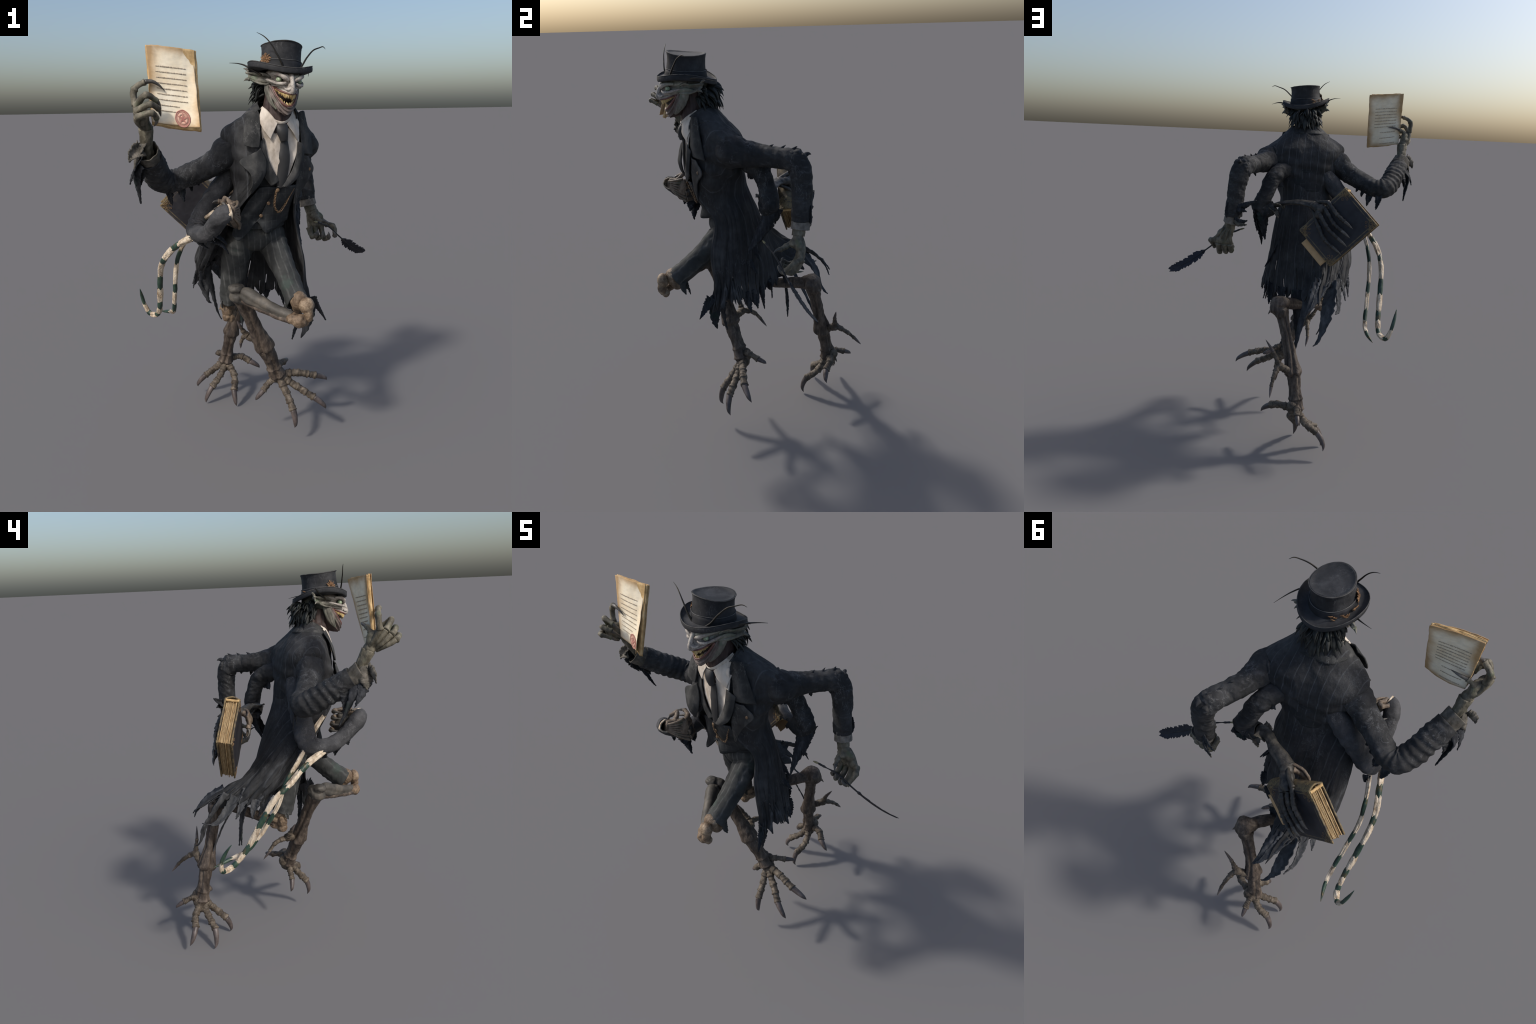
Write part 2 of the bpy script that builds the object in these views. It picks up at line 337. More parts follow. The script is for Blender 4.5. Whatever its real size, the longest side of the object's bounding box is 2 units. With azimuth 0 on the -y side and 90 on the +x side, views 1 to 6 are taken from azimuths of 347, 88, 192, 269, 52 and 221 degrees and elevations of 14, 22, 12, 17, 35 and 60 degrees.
def catw(k, t):
    """Catmull-Rom weights of k evenly spaced controls at parameters t (0..1, linear beyond)."""
    W = np.zeros((len(t), k + 2)); x = np.clip(t, 0, 1) * (k - 1)
    i = np.minimum(x.astype(int), k - 2); s = x - i
    w = np.stack([-.5 * s + s ** 2 - .5 * s ** 3, 1 - 2.5 * s ** 2 + 1.5 * s ** 3, .5 * s + 2 * s ** 2 - 1.5 * s ** 3, -.5 * s ** 2 + .5 * s ** 3], 1)
    for j in range(4): np.add.at(W, (np.arange(len(t)), i + j), w[:, j])
    R = W[:, 1:-1].copy()
    R[:, 0] += 2 * W[:, 0]; R[:, 1] -= W[:, 0]; R[:, -1] += 2 * W[:, -1]; R[:, -2] -= W[:, -1]
    ex = np.maximum(t - 1, 0) * (k - 1); R[:, -1] += ex; R[:, -2] -= ex
    return R

def grid_faces(nr, nc, skip=None):
    f = []
    for r in range(nr - 1):
        for c in range(nc - 1):
            if skip is not None and skip[r, c]: continue
            a = r * nc + c; f.append((a, a + 1, a + nc + 1, a + nc))
    return f
def gnormals(X):
    du = np.gradient(X, axis=1); dv = np.gradient(X, axis=0); N = np.cross(du, dv)
    return N / np.maximum(np.linalg.norm(N, axis=2), 1e-9)[..., None]
def sheet(name, rows, mat, nu=24, nv=24, thick=.005, parent=None, disp=None, noise=None, off=0, mods=()):
    C = np.array(rows, float); Wv = catw(C.shape[0], np.linspace(0, 1, nv)); Wu = catw(C.shape[1], np.linspace(0, 1, nu))
    X = np.einsum('ri,ijk,cj->rck', Wv, C, Wu); N = gnormals(X)
    if disp is not None:
        vv, uu = np.meshgrid(np.linspace(0, 1, nv), np.linspace(0, 1, nu), indexing='ij'); X = X + N * disp(uu, vv)[..., None]
    if noise: X = X + N * (fbm(X.reshape(-1, 3), noise[1]).reshape(nv, nu) * noise[0])[..., None]
    return obj(name, X.reshape(-1, 3), grid_faces(nv, nu), mat, parent, mods=(SOL(thick, off),) + tuple(mods))

def rag(name, pts, mat, side, parent=None, nu=9, nv=30, thick=.004, seed=0, jag=.35, tip=.06):
    """torn strip: pts rows x,y,z,halfwidth; side = direction across."""
    r = np.random.default_rng(seed); S = spline(pts, nv); C = S[:, :3]; w = S[:, 3]
    T = np.gradient(C, axis=0); T /= np.maximum(np.linalg.norm(T, axis=1), 1e-9)[:, None]
    sd = np.array(side, float); A = sd[None] - T * (T @ sd)[:, None]; A /= np.linalg.norm(A, axis=1)[:, None]
    N = np.cross(T, A); t = np.linspace(0, 1, nv)
    u = np.linspace(-1, 1, nu)
    def edge():
        e = np.zeros(nv); k = 0
        while k < nv:
            L = r.integers(3, 7); a = r.uniform(.2, 1)
            for i in range(L):
                if k + i < nv: e[k + i] = a * (i / L)
            k += L
        return 1 - jag * e
    eL, eR = edge(), edge(); ph = r.uniform(0, 6)
    X = np.zeros((nv, nu, 3))
    for j, uu in enumerate(u):
        e = eL if uu < 0 else eR
        wv = w * e * uu
        cur = -.35 * w * uu * uu + .12 * w * np.sin(3 * uu + ph + 4 * t)
        X[:, j] = C + A * wv[:, None] + N * cur[:, None]
    X += (r.normal(0, .0012, X.shape))
    return obj(name, X.reshape(-1, 3), grid_faces(nv, nu), mat, parent, mods=(SOL(thick, 0),))

def ball_geo(c, r, axes=None, nu=20, nv=14):
    c = np.array(c, float); r = np.array(r if hasattr(r, '__len__') else (r, r, r), float)
    v = [V(0, 0, 1)]; f = []
    for i in range(1, nv):
        a = math.pi * i / nv
        for j in range(nu):
            b = 2 * math.pi * j / nu; v.append(V(math.sin(a) * math.cos(b), math.sin(a) * math.sin(b), math.cos(a)))
    v.append(V(0, 0, -1)); v = np.array(v) * r
    if axes is not None: v = v @ np.array(axes)
    for j in range(nu): f.append((0, 1 + j, 1 + (j + 1) % nu))
    for i in range(nv - 2):
        for j in range(nu):
            a = 1 + i * nu + j; b = 1 + i * nu + (j + 1) % nu; f.append((a, a + nu, b + nu, b))
    l = len(v) - 1; a = 1 + (nv - 2) * nu
    for j in range(nu): f.append((a + j, l, a + (j + 1) % nu))
    return v + c, f
_tex = {}
def cloudtex(s):
    if s not in _tex:
        t = bpy.data.textures.new('clouds', 'CLOUDS'); t.noise_scale = s; t.noise_depth = 3; _tex[s] = t
    return _tex[s]
def blob(name, balls, mat, parent=None, voxel=.0042, smooth=4, rough=.006, rs=.03, extra=()):
    """lumpy joint: union of balls fused by a voxel remesh, softened, roughened."""
    v, f = join([ball_geo(*b) for b in balls] + list(extra))
    return obj(name, v, f, mat, parent, mods=(('REMESH', dict(mode='VOXEL', voxel_size=voxel, use_smooth_shade=True)),
        ('SMOOTH', dict(factor=.6, iterations=smooth)), ('DISPLACE', dict(texture=cloudtex(rs), strength=rough, mid_level=.5, texture_coords='LOCAL'))))

# ------------------------------------------------------------------ limbs' small parts
def claw(name, base, tip, r, bulge, mat='claw', parent=None, seg=12):
    base = np.array(base, float); tip = np.array(tip, float); b = np.array(bulge, float)
    L = np.linalg.norm(tip - base); m1 = base * .66 + tip * .34 + b * L * .16; m2 = base * .3 + tip * .7 + b * L * .15
    return tube(name, [(*base, r), (*m1, r * .86), (*m2, r * .52), (*tip, .0006)], mat, parent, n=22, seg=seg, noise=(.0007, 120))

def knuckly(joints, amp=.22, w=.05):
    def fn(t, th):
        k = 1
        for j in joints: k = k + amp * np.exp(-((t - j) / w) ** 2)
        return k - .10 * np.cos(4 * th + 9 * t) * .5
    return fn
def finger(pts, r, parent, mat='hand', clawmat='fingerclaw', bulge=(0, 0, 1), taper=.75, clawr=.9, name='finger'):
    """pts: knuckle .. joints .. last bone end, claw tip."""
    P = [np.array(p, float) for p in pts]; n = len(P) - 1
    rr = [r * (1 - (1 - taper) * i / max(n - 1, 1)) for i in range(n)]
    d = [0]
    for i in range(1, n): d.append(d[-1] + np.linalg.norm(P[i] - P[i - 1]))
    js = [x / d[-1] for x in d] if d[-1] > 0 else [0]
    o = tube(name, [(*P[i], rr[i]) for i in range(n)], mat, parent, n=40, seg=14, fn=knuckly(js, .25, .07), noise=(.0016, 70))
    claw('claw', P[n - 1], P[n], rr[-1] * clawr, bulge, clawmat, o)
    return o
def rims(k, amp=.24):
    def fn(t, th):
        x = t * k; f = x - np.floor(x)
        return (.86 + amp * f ** 2.2) * (1 + .06 * np.sin(60 * t + 2 * np.sin(th))) * (1 + .05 * np.cos(3 * th + 5 * t))
    return fn
def toe(base, mid, cb, tip, parent, r=.0205, segs=4):
    base, mid, cb, tip = [np.array(p, float) for p in (base, mid, cb, tip)]
    end = cb + nrm(cb - mid) * .004
    o = tube('toe', [(*base, r * 1.12), (*mid, r * 1.0), (*end, r * .98)], 'toe', parent, n=64, seg=18, fn=rims(segs), noise=(.003, 60))
    claw('claw', cb, tip, r * .80, nrm(nrm(cb - mid) + V(0, 0, .25)), 'claw', o, seg=14)
    return o

def grooved(angles, depth=.28, w=.28, rim=()):
    def fn(t, th):
        k = 1 + 0 * t * th
        for a in angles:
            d = np.angle(np.exp(1j * (th - a + .25 * np.sin(4 * t)))); k = k - depth * np.exp(-(d / w) ** 2)
        for (t0, a0, w0) in rim:
            x = (t0 - t) / w0; k = k + a0 * np.where(x >= 0, np.exp(-x * x), np.exp(-(x / .18) ** 2))
        return k
    return fn

# ------------------------------------------------------------------ build
def build():
    global ROOT
    ROOT = None
    root = bpy.data.objects.new('four_armed_goblin', None); bpy.context.scene.collection.objects.link(root)
    root.empty_display_size = .2
    root['label'] = 'four-armed grinning goblin in a torn dark suit and top hat'
    root['category'] = 'fantasy creature'
    ROOT = root
    make_materials()
    build_head(); build_hat(); build_torso(); build_coat(); build_trousers(); build_legs()
    build_arm_paper(); build_arm_fist(); build_arm_quill(); build_arm_book()
    build_paper(); build_book(); build_quill(); build_tails()

# ---------------------------------------------------------------- head
HX = nrm((.97, .12, -.09)); HY = nrm(np.cross((0, 0, 1), HX)); HZ = np.cross(HX, HY); HO = V(.010, -.32, 1.80)
def H(p): p = np.asarray(p, float); return HO + p[..., 0:1] * HX + p[..., 1:2] * HY + p[..., 2:3] * HZ if p.ndim > 1 else HO + p[0] * HX + p[1] * HY + p[2] * HZ
HM = Matrix(((HX[0], HY[0], HZ[0], HO[0]), (HX[1], HY[1], HZ[1], HO[1]), (HX[2], HY[2], HZ[2], HO[2]), (0, 0, 0, 1)))

def build_head():
    eyes = [(-.046, -.0790, .013), (.046, -.0790, .013)]
    M['skin'] = skin_face(eyes)
    # cranium and upper face: rows from the crown down to the smiling upper lip
    sec = np.array([  # v, half width, front y, back y
        [0, .056, -.060, .085], [.2, .068, -.086, .100], [.34, .070, -.104, .108], [.52, .067, -.098, .105],
        [.70, .066, -.100, .095], [.85, .060, -.113, .075], [1, .052, -.121, .05]])
    nv, nu = 90, 150
    v = np.linspace(0, 1, nv); ph = np.linspace(-np.pi, np.pi, nu)
    W, F, Bk = [np.interp(v, sec[:, 0], sec[:, i]) for i in (1, 2, 3)]
    k = np.ones(9) / 9
    W, F, Bk = [np.convolve(np.pad(a, 4, 'edge'), k, 'valid') for a in (W, F, Bk)]
    P_, V_ = np.meshgrid(ph, v); a = np.abs(P_)
    zb = -.044 + .034 * np.clip(a / 1.25, 0, 1.0) ** 2 - .03 * np.clip((a - 1.5) / 1.6, 0, 1)
    Z = .060 + (zb - .060) * V_
    c, s = np.cos(P_), np.sin(P_)
    pf = 1.0 + .55 * np.clip((V_ - .6) / .4, 0, 1)
    Y = np.where(c > 0, F[:, None] * np.abs(c) ** pf, Bk[:, None] * np.abs(c))
    X = W[:, None] * np.sign(s) * np.abs(s) ** .95
    Pt = np.stack([X, Y, Z], -1)
    N = -gnormals(Pt); N = np.where((np.sum(N * np.stack([X, Y, 0 * Z], -1), -1) < 0)[..., None], -N, N)
    g = lambda x, y, sx, sy: np.exp(-(((X - x) / sx) ** 2 + ((Z - y) / sy) ** 2)) * (c > 0)
    d = np.zeros_like(X)
    for sg in (-1, 1):
        d -= .016 * g(sg * .046, .013, .017, .0115)                       # sockets
        zz = Z - (.028 + .18 * (np.abs(X) - .03)); d += .011 * np.exp(-(zz / .008) ** 2) * np.exp(-((np.abs(X) - .036) / .026) ** 2) * (c > 0) * (X * sg > 0)   # angry brows
        zz = Z - (-.012 + .25 * (np.abs(X) - .03)); d += .009 * np.exp(-(zz / .007) ** 2) * np.exp(-((np.abs(X) - .047) / .022) ** 2) * (c > 0) * (X * sg > 0)  # cheekbones
        zz = Z - (-.024 + .35 * (np.abs(X) - .03)); d -= .006 * np.exp(-(zz / .004) ** 2) * np.exp(-((np.abs(X) - .035) / .02) ** 2) * (c > 0) * (X * sg > 0)   # nasolabial crease
        d += .006 * g(sg * .013, -.027, .008, .007)
    ridge = np.clip((.03 - Z) / .055, 0, 1) * np.clip((Z + .047) / .012, 0, 1)
    d += .021 * np.exp(-(X / .0095) ** 2) * ridge * (c > 0)              # beak of a nose
    d -= .005 * np.exp(-((np.abs(X) - .017) / .006) ** 2) * np.clip((.025 - Z) / .03, 0, 1) * np.clip((Z + .03) / .02, 0, 1) * (c > 0)
    d += .0028 * fbm(Pt.reshape(-1, 3), 55).reshape(X.shape)
    Pt = Pt + N * d[..., None]
    f = grid_faces(nv, nu)
    top = np.array([[0, 0, .060]]); verts = np.concatenate([Pt.reshape(-1, 3), top, [[0, -.02, -.012]]])
    ci = nv * nu; f += [(ci, j + 1, j) for j in range(nu - 1)]; b0 = (nv - 1) * nu
    head = obj('head', verts, f, 'skin'); head.matrix_world = HM
    kid = lambda *a, **k: obj(*a, parent=head, **k)
    for e in eyes:
        vv, ff = ball_geo(e, .0120); kid('eye', vv, ff, 'eye')
    for sg in (-1, 1):    # heavy slanting brow, lower lid and cheekbone ridge, nostril wing
        tube('brow', [(sg * .010, -.104, .010, .006), (sg * .024, -.107, .017, .0085), (sg * .044, -.098, .028, .0090), (sg * .060, -.074, .036, .008), (sg * .068, -.048, .036, .004)], 'skin', head, n=30, seg=12, noise=(.002, 70))
        tube('eyelid', [(sg * .022, -.104, .002, .004), (sg * .034, -.102, -.004, .006), (sg * .050, -.092, -.004, .0065), (sg * .064, -.066, .002, .006), (sg * .072, -.036, .010, .005), (sg * .078, -.010, .014, .003)], 'skin', head, n=34, seg=12, noise=(.002, 70))
        tube('nostril', [(sg * .004, -.126, -.018, .004), (sg * .013, -.120, -.026, .0065), (sg * .020, -.110, -.026, .005), (sg * .028, -.103, -.020, .002)], 'skin', head, n=20, seg=10, noise=(.0015, 70))
    tube('nose', [(0, -.098, .034, .008, .010), (0, -.112, .014, .009, .010), (0, -.122, -.008, .009, .0095), (0, -.128, -.026, .0085, .0085), (0, -.128, -.037, .0055, .006), (0, -.125, -.044, .001)], 'skin', head, n=34, seg=16, up=(0, -1, 0), noise=(.002, 70))
    # gullet, lips, jaw
    vv, ff = ball_geo((0, -.035, -.045), (.046, .062, .042), nu=30, nv=20); kid('mouth', vv, ff, 'mouth')
    def lipcurve(n, rad=1.0):
        a = np.linspace(-1.28, 1.28, n)
        return np.stack([.053 * rad * np.sin(a), -.119 * rad * np.cos(a) ** 1.25, -.043 + .033 * (a / 1.25) ** 2], 1)
    L = lipcurve(15); tube('lip', [(*p, .0036, .0042) for p in L], 'lips', head, n=60, seg=10, noise=(.0012, 80))
    up = [(-.064, -.022, .006), (-.056, -.040, -.016), (-.046, -.060, -.046), (-.031, -.080, -.073), (-.015, -.092, -.088), (0, -.096, -.093)]
    lo = [(-.066, .006, -.010), (-.064, -.012, -.045), (-.048, -.030, -.080), (-.030, -.054, -.106), (-.014, -.073, -.121), (0, -.079, -.128)]
    mir = lambda q: q + [(-x, y, z) for x, y, z in q[-2::-1]]
    up, lo = np.array(mir(up)), np.array(mir(lo)); md = (up + lo) / 2 + np.stack([.006 * np.sign(up[:, 0]), -.004 + 0 * up[:, 0], -.002 + 0 * up[:, 0]], 1)
    sheet('lower_jaw', [up, md, lo], 'jaw', nu=80, nv=26, thick=.013, parent=head, off=1,
          disp=lambda u, w: .0035 * np.sin(w * 16 + 3 * np.sin(u * 8)) , noise=(.003, 60))
    tube('lip', [(*p, .005, .004) for p in up[1:-1]], 'lips', head, n=60, seg=10, noise=(.0012, 80))
    # throat skin under the jaw
    sheet('chin_skin', [lo[1:-1], lo[1:-1] * np.array([.6, .55, .92]) + np.array([0, .02, .0]), lo[1:-1] * np.array([.3, .0, .8]) + np.array([0, .05, 0])], 'neck', nu=50, nv=14, thick=.006, parent=head, noise=(.003, 40))
    # cheek straps running from the ear to the chin
    for sg in (-1, 1):
        for (o1, r1) in ((0, .012), (.012, .010), (-.012, .009)):
            tube('cheek_strap', [(sg * .064, -.002 + o1, .012, r1 * .6, r1), (sg * .069, -.006 + o1, -.016, r1 * .6, r1), (sg * .063, -.020 + o1, -.052, r1 * .6, r1), (sg * .050, -.038 + o1 * .6, -.086, r1 * .5, r1 * .7), (sg * .036, -.055, -.106, .003, .004)],
                 'cheek', head, n=36, seg=12, up=(sg, 0, 0), noise=(.003, 50))
    # teeth
    def teeth(curve, n, l0, l1, sign, r, lean):
        C = spline(curve, n + 2)[1:-1]
        for i, p in enumerate(C):
            t = abs(2 * i / (n - 1) - 1); ln = (l0 * (1 - t) + l1 * t) * RNG.uniform(.82, 1.15)
            e = p + np.array([RNG.normal(0, .0012), lean * (1 - t), sign * ln])
            tube('tooth', [(*p, r), (*(p * .55 + e * .45 + np.array([0, -.0015, 0])), r * .92), (*e, r * .28)], 'tooth', head, n=8, seg=8)
    teeth([tuple(p * np.array([.93, .95, 1]) + np.array([0, 0, .003])) for p in lipcurve(9)], 38, .027, .010, -1, .0038, .006)
    teeth([tuple(p * np.array([.93, .95, 1]) + np.array([0, .003, -.002])) for p in up[1:-1]], 30, .019, .009, 1, .0034, -.004)
    # ears: cupped leaves that end in ragged tips
    for sg in (-1, 1):
        f = 1.0 if sg < 0 else .93
        upr = [(.064, -.028, .030), (.080, -.006, .040), (.108, .036, .040), (.136 * f, .080, .045)]
        mid = [(.056, -.020, .012), (.066, .008, .016), (.088, .042, .022), (.126 * f, .076, .032)]
        low = [(.066, -.030, -.008), (.088, .004, -.010), (.112, .040, .002), (.136 * f, .058, .014)]
        R = [[(sg * x, y, z) for x, y, z in q] for q in (upr, mid, low)]
        if sg > 0: R = R[::-1]
        ear = sheet('ear', R, 'cheek', nu=40, nv=22, thick=.007, parent=head, noise=(.004, 45), disp=lambda u, w: .003 * np.sin(14 * w))
        claw('ear_spike', (sg * .126 * f, .055, .012), (sg * .146 * f, .075, .004), .008, (0, 0, 1), 'cheek', ear)
        claw('ear_spike', (sg * .125 * f, .072, .045), (sg * .146 * f, .09, .056), .007, (0, 0, 1), 'cheek', ear)
        tube('brow_fold', [(sg * .056, -.072, -.004, .004, .007), (sg * .068, -.040, .004, .005, .009), (sg * .080, .000, .010, .005, .01), (sg * .106, .04, .008, .003, .006)], 'cheek', head, n=30, seg=10, up=(sg, 0, 0), noise=(.003, 60))
    # hair: clumped tufts from under the brim round the back of the skull
    for i in range(140):
        a = RNG.uniform(-1.35, 1.35); z0 = RNG.uniform(-.05, .022); rr = 1 - .3 * max(0, -z0 / .05)
        p = np.array([.070 * rr * math.sin(a), .035 + .088 * rr * math.cos(a), z0]); out = nrm((math.sin(a), math.cos(a) * 1.1, 0))
        ln = RNG.uniform(.04, .085) * (1.0 if abs(a) < 1.0 else .7); droop = RNG.uniform(.3, 1.2) + .3 * (z0 < 0)
        q = p + out * ln * .45 - np.array([0, 0, ln * .25 * droop]); e = q + out * ln * RNG.uniform(.05, .5) - np.array([0, 0, ln * .6 * droop]) + RNG.normal(0, .006, 3)
        w = RNG.uniform(.006, .013)
        tube('hair', [(*p, w * .6, w), (*q, w * .5, w * 1.05), (*(q * .45 + e * .55 + out * .004), w * .3, w * .6), (*e, .0006)], 'hair', head, n=12, seg=8, up=tuple(out))
    # neck
    tube('neck', [(.004, -.285, 1.79, .056, .056), (.002, -.282, 1.735, .056, .058), (.0, -.282, 1.69, .064, .060), (.002, -.278, 1.64, .072, .064), (.0, -.26, 1.58, .075, .07)], 'neck', n=44, seg=60, up=(0, -1, 0),
         fn=lambda t, th: 1 + .035 * np.sin(9 * th + 2 * np.sin(5 * t)) + .02 * np.sin(17 * th), noise=(.004, 35))

# ---------------------------------------------------------------- hat
def build_hat():
    hat = pivot('top_hat'); c0 = V(.008, -.310, 1.855); c1 = V(.016, -.302, 1.957)
    ax = nrm(c1 - c0); X = nrm(V(1, .02, -.06) - ax * np.dot(V(1, .02, -.06), ax)); Y = np.cross(ax, X)
    th = np.linspace(0, 2 * np.pi, 97)[:-1]; n = len(th)
    fr = -np.sin(th)   # +1 at the front
    def ring(c, r, dz): return c + (X * (np.cos(th) * r)[:, None]) + (Y * (np.sin(th) * r * 1.04)[:, None]) + ax * np.asarray(dz * np.ones(n))[:, None]
    prof = [(0, .0925), (.12, .0905), (.3, .0865), (.55, .0840), (.8, .0835), (.95, .0855), (1, .0862)]
    rings = []; L = np.linalg.norm(c1 - c0)
    for t in np.linspace(0, 1, 26):
        r = np.interp(t, [p[0] for p in prof], [p[1] for p in prof])
        dz = L * t + t * (.010 * (fr ** 2) * np.where(fr > 0, 1.0, .7) - .004)
        rings.append(ring(c0, r + .0012 * np.sin(3 * th + 4 * t), dz))
    top = L + (.010 * (fr ** 2) * np.where(fr > 0, 1.0, .7) - .004)
    for r, d in ((.0845, .003), (.081, .0022), (.076, -.001), (.06, -.002), (.03, -.003), (.0004, -.003)): rings.append(ring(c0, r, L + d + (top - L) * (r / .0845) ** 2))
    Vv = np.array(rings); m = len(rings); Vv = Vv + .0012 * fbm(Vv.reshape(-1, 3), 30).reshape(m, n)[..., None]
    f = [(i * n + j, i * n + (j + 1) % n, (i + 1) * n + (j + 1) % n, (i + 1) * n + j) for i in range(m - 1) for j in range(n)]
    obj('crown', Vv.reshape(-1, 3), f, 'hat', hat)
    # band and its piping
    rr = [ring(c0, .0925 + .003, .002 + 0 * th), ring(c0, .0895 + .0025, .018 + 0 * th), ring(c0, .0865 + .0030, .034 + 0 * th), ring(c0, .085, .0345 + 0 * th)]
    Vv = np.array(rr); f = [(i * n + j, i * n + (j + 1) % n, (i + 1) * n + (j + 1) % n, (i + 1) * n + j) for i in range(3) for j in range(n)]
    obj('hat_band', Vv.reshape(-1, 3), f, 'hatband', hat)
    P = ring(c0, .0895, .0345 + .0008 * np.sin(5 * th)); P = np.concatenate([P, P[:1]])
    tube('piping', [(*p, .0014) for p in P[::3]], 'piping', hat, n=130, seg=6)
    P = ring(c0, .0868, top + .0008); P = np.concatenate([P, P[:1]])
    tube('worn_rim', [(*p, .0021) for p in P[::2]], 'wornfelt', hat, n=140, seg=8, noise=(.0008, 60))
    # brim: rolled, sides up, front and back down
    ez = -.016 * np.cos(2 * (th + np.pi / 2)); side = np.cos(th)
    def bring(rx, ry, z): return c0 + V(.0, .004, 0) + X * (np.cos(th) * rx)[:, None] + Y * (np.sin(th) * ry)[:, None] + V(0, 0, 1) * (np.asarray(z) * np.ones(n))[:, None]
    q = [(.088, .090, .006, 0), (.100, .100, .001, .0), (.115, .114, -.001, .3), (.128, .127, .003, .75), (.1345, .1335, .009, 1), (.1375, .1365, .012, 1), (.1395, .1385, .008, 1),
         (.1400, .139, -.004, 1), (.1380, .137, -.011, 1), (.1345, .1335, -.011, .95), (.125, .124, -.008, .7), (.112, .112, -.008, .3), (.098, .098, -.007, 0), (.086, .088, -.005, 0)]
    Vv = np.array([bring(a, b, z + ez * k) for a, b, z, k in q]); m = len(q); Vv = Vv + .0013 * fbm(Vv.reshape(-1, 3), 28).reshape(m, n)[..., None]
    f = [(i * n + j, i * n + (j + 1) % n, (i + 1) * n + (j + 1) % n, (i + 1) * n + j) for i in range(m - 1) for j in range(n)]
    obj('brim', Vv.reshape(-1, 3), f, 'hat', hat, mods=(('SUBSURF', dict(levels=1, render_levels=1)),))
    P = bring(.1378, .1368, .0125 + ez); P = np.concatenate([P, P[:1]])
    tube('worn_rim', [(*p, .0019) for p in P[::2]], 'wornfelt', hat, n=140, seg=8, noise=(.0008, 60))
    # dried rosette and sprig on the right of the band
    fc = V(-.066, -.352, 1.897); fn = nrm(V(-.75, -.6, .15)); a1 = nrm(np.cross((0, 0, 1), fn)); a2 = np.cross(fn, a1)
    for i in range(44):
        a = i * 2.4; r = .0046 * math.sqrt(i); p = fc + fn * (.006 - r * .25); d = a1 * math.cos(a) + a2 * math.sin(a)
        e = p + d * r * 1.05 + fn * RNG.uniform(.0, .006); w = RNG.uniform(.0022, .004)
        tube('petal', [(*(p + d * r * .3), .001, w), (*((p + e) / 2 + fn * .004), .0013, w * 1.2), (*e, .0008, w * .5)], 'flower', hat, n=6, seg=6, up=tuple(fn))
    for i in range(16):
        a = math.radians(205 - i * 5.0 + RNG.uniform(-4, 4)); a = math.pi + .25 - i * .085
        base = c0 + X * math.cos(a) * .098 + Y * math.sin(a) * .102 + V(0, 0, RNG.uniform(.004, .022)); out = nrm(X * math.cos(a) + Y * math.sin(a))
        tang = nrm(np.cross(out, (0, 0, 1))) * (1 if RNG.random() > .5 else -1)
        e = base + tang * RNG.uniform(.010, .02) + out * RNG.uniform(0, .006) + V(0, 0, RNG.uniform(-.008, .012))
        tube('dry_leaf', [(*base, .0008, .002), (*((base + e) / 2 + out * .003), .0012, .0045), (*e, .0005, .0008)], 'flower', hat, n=8, seg=6, up=tuple(out))
    # long curved feelers
    F = [[(-.004, -.404, 1.862), (-.020, -.411, 1.893), (-.039, -.412, 1.924), (-.056, -.412, 1.951), (-.088, -.408, 1.984), (-.116, -.405, 1.998)],
         [(.040, -.405, 1.846), (.071, -.383, 1.860), (.116, -.352, 1.911), (.150, -.332, 1.940), (.178, -.318, 1.950), (.205, -.300, 1.956), (.217, -.290, 1.948)],
         [(.095, -.300, 1.832), (.139, -.284, 1.854), (.158, -.240, 1.856), (.168, -.208, 1.852), (.182, -.162, 1.842)],
         [(-.080, -.325, 1.838), (-.120, -.288, 1.868), (-.142, -.272, 1.883), (-.162, -.265, 1.889), (-.203, -.260, 1.892)]]
    for p in F:
        k = len(p); tube('feeler', [(*q, .0042 * (1 - i / (k - 1)) ** .7 + .0007, .0032 * (1 - i / (k - 1)) ** .7 + .0007) for i, q in enumerate(p)], 'feeler', hat, n=50, seg=8)

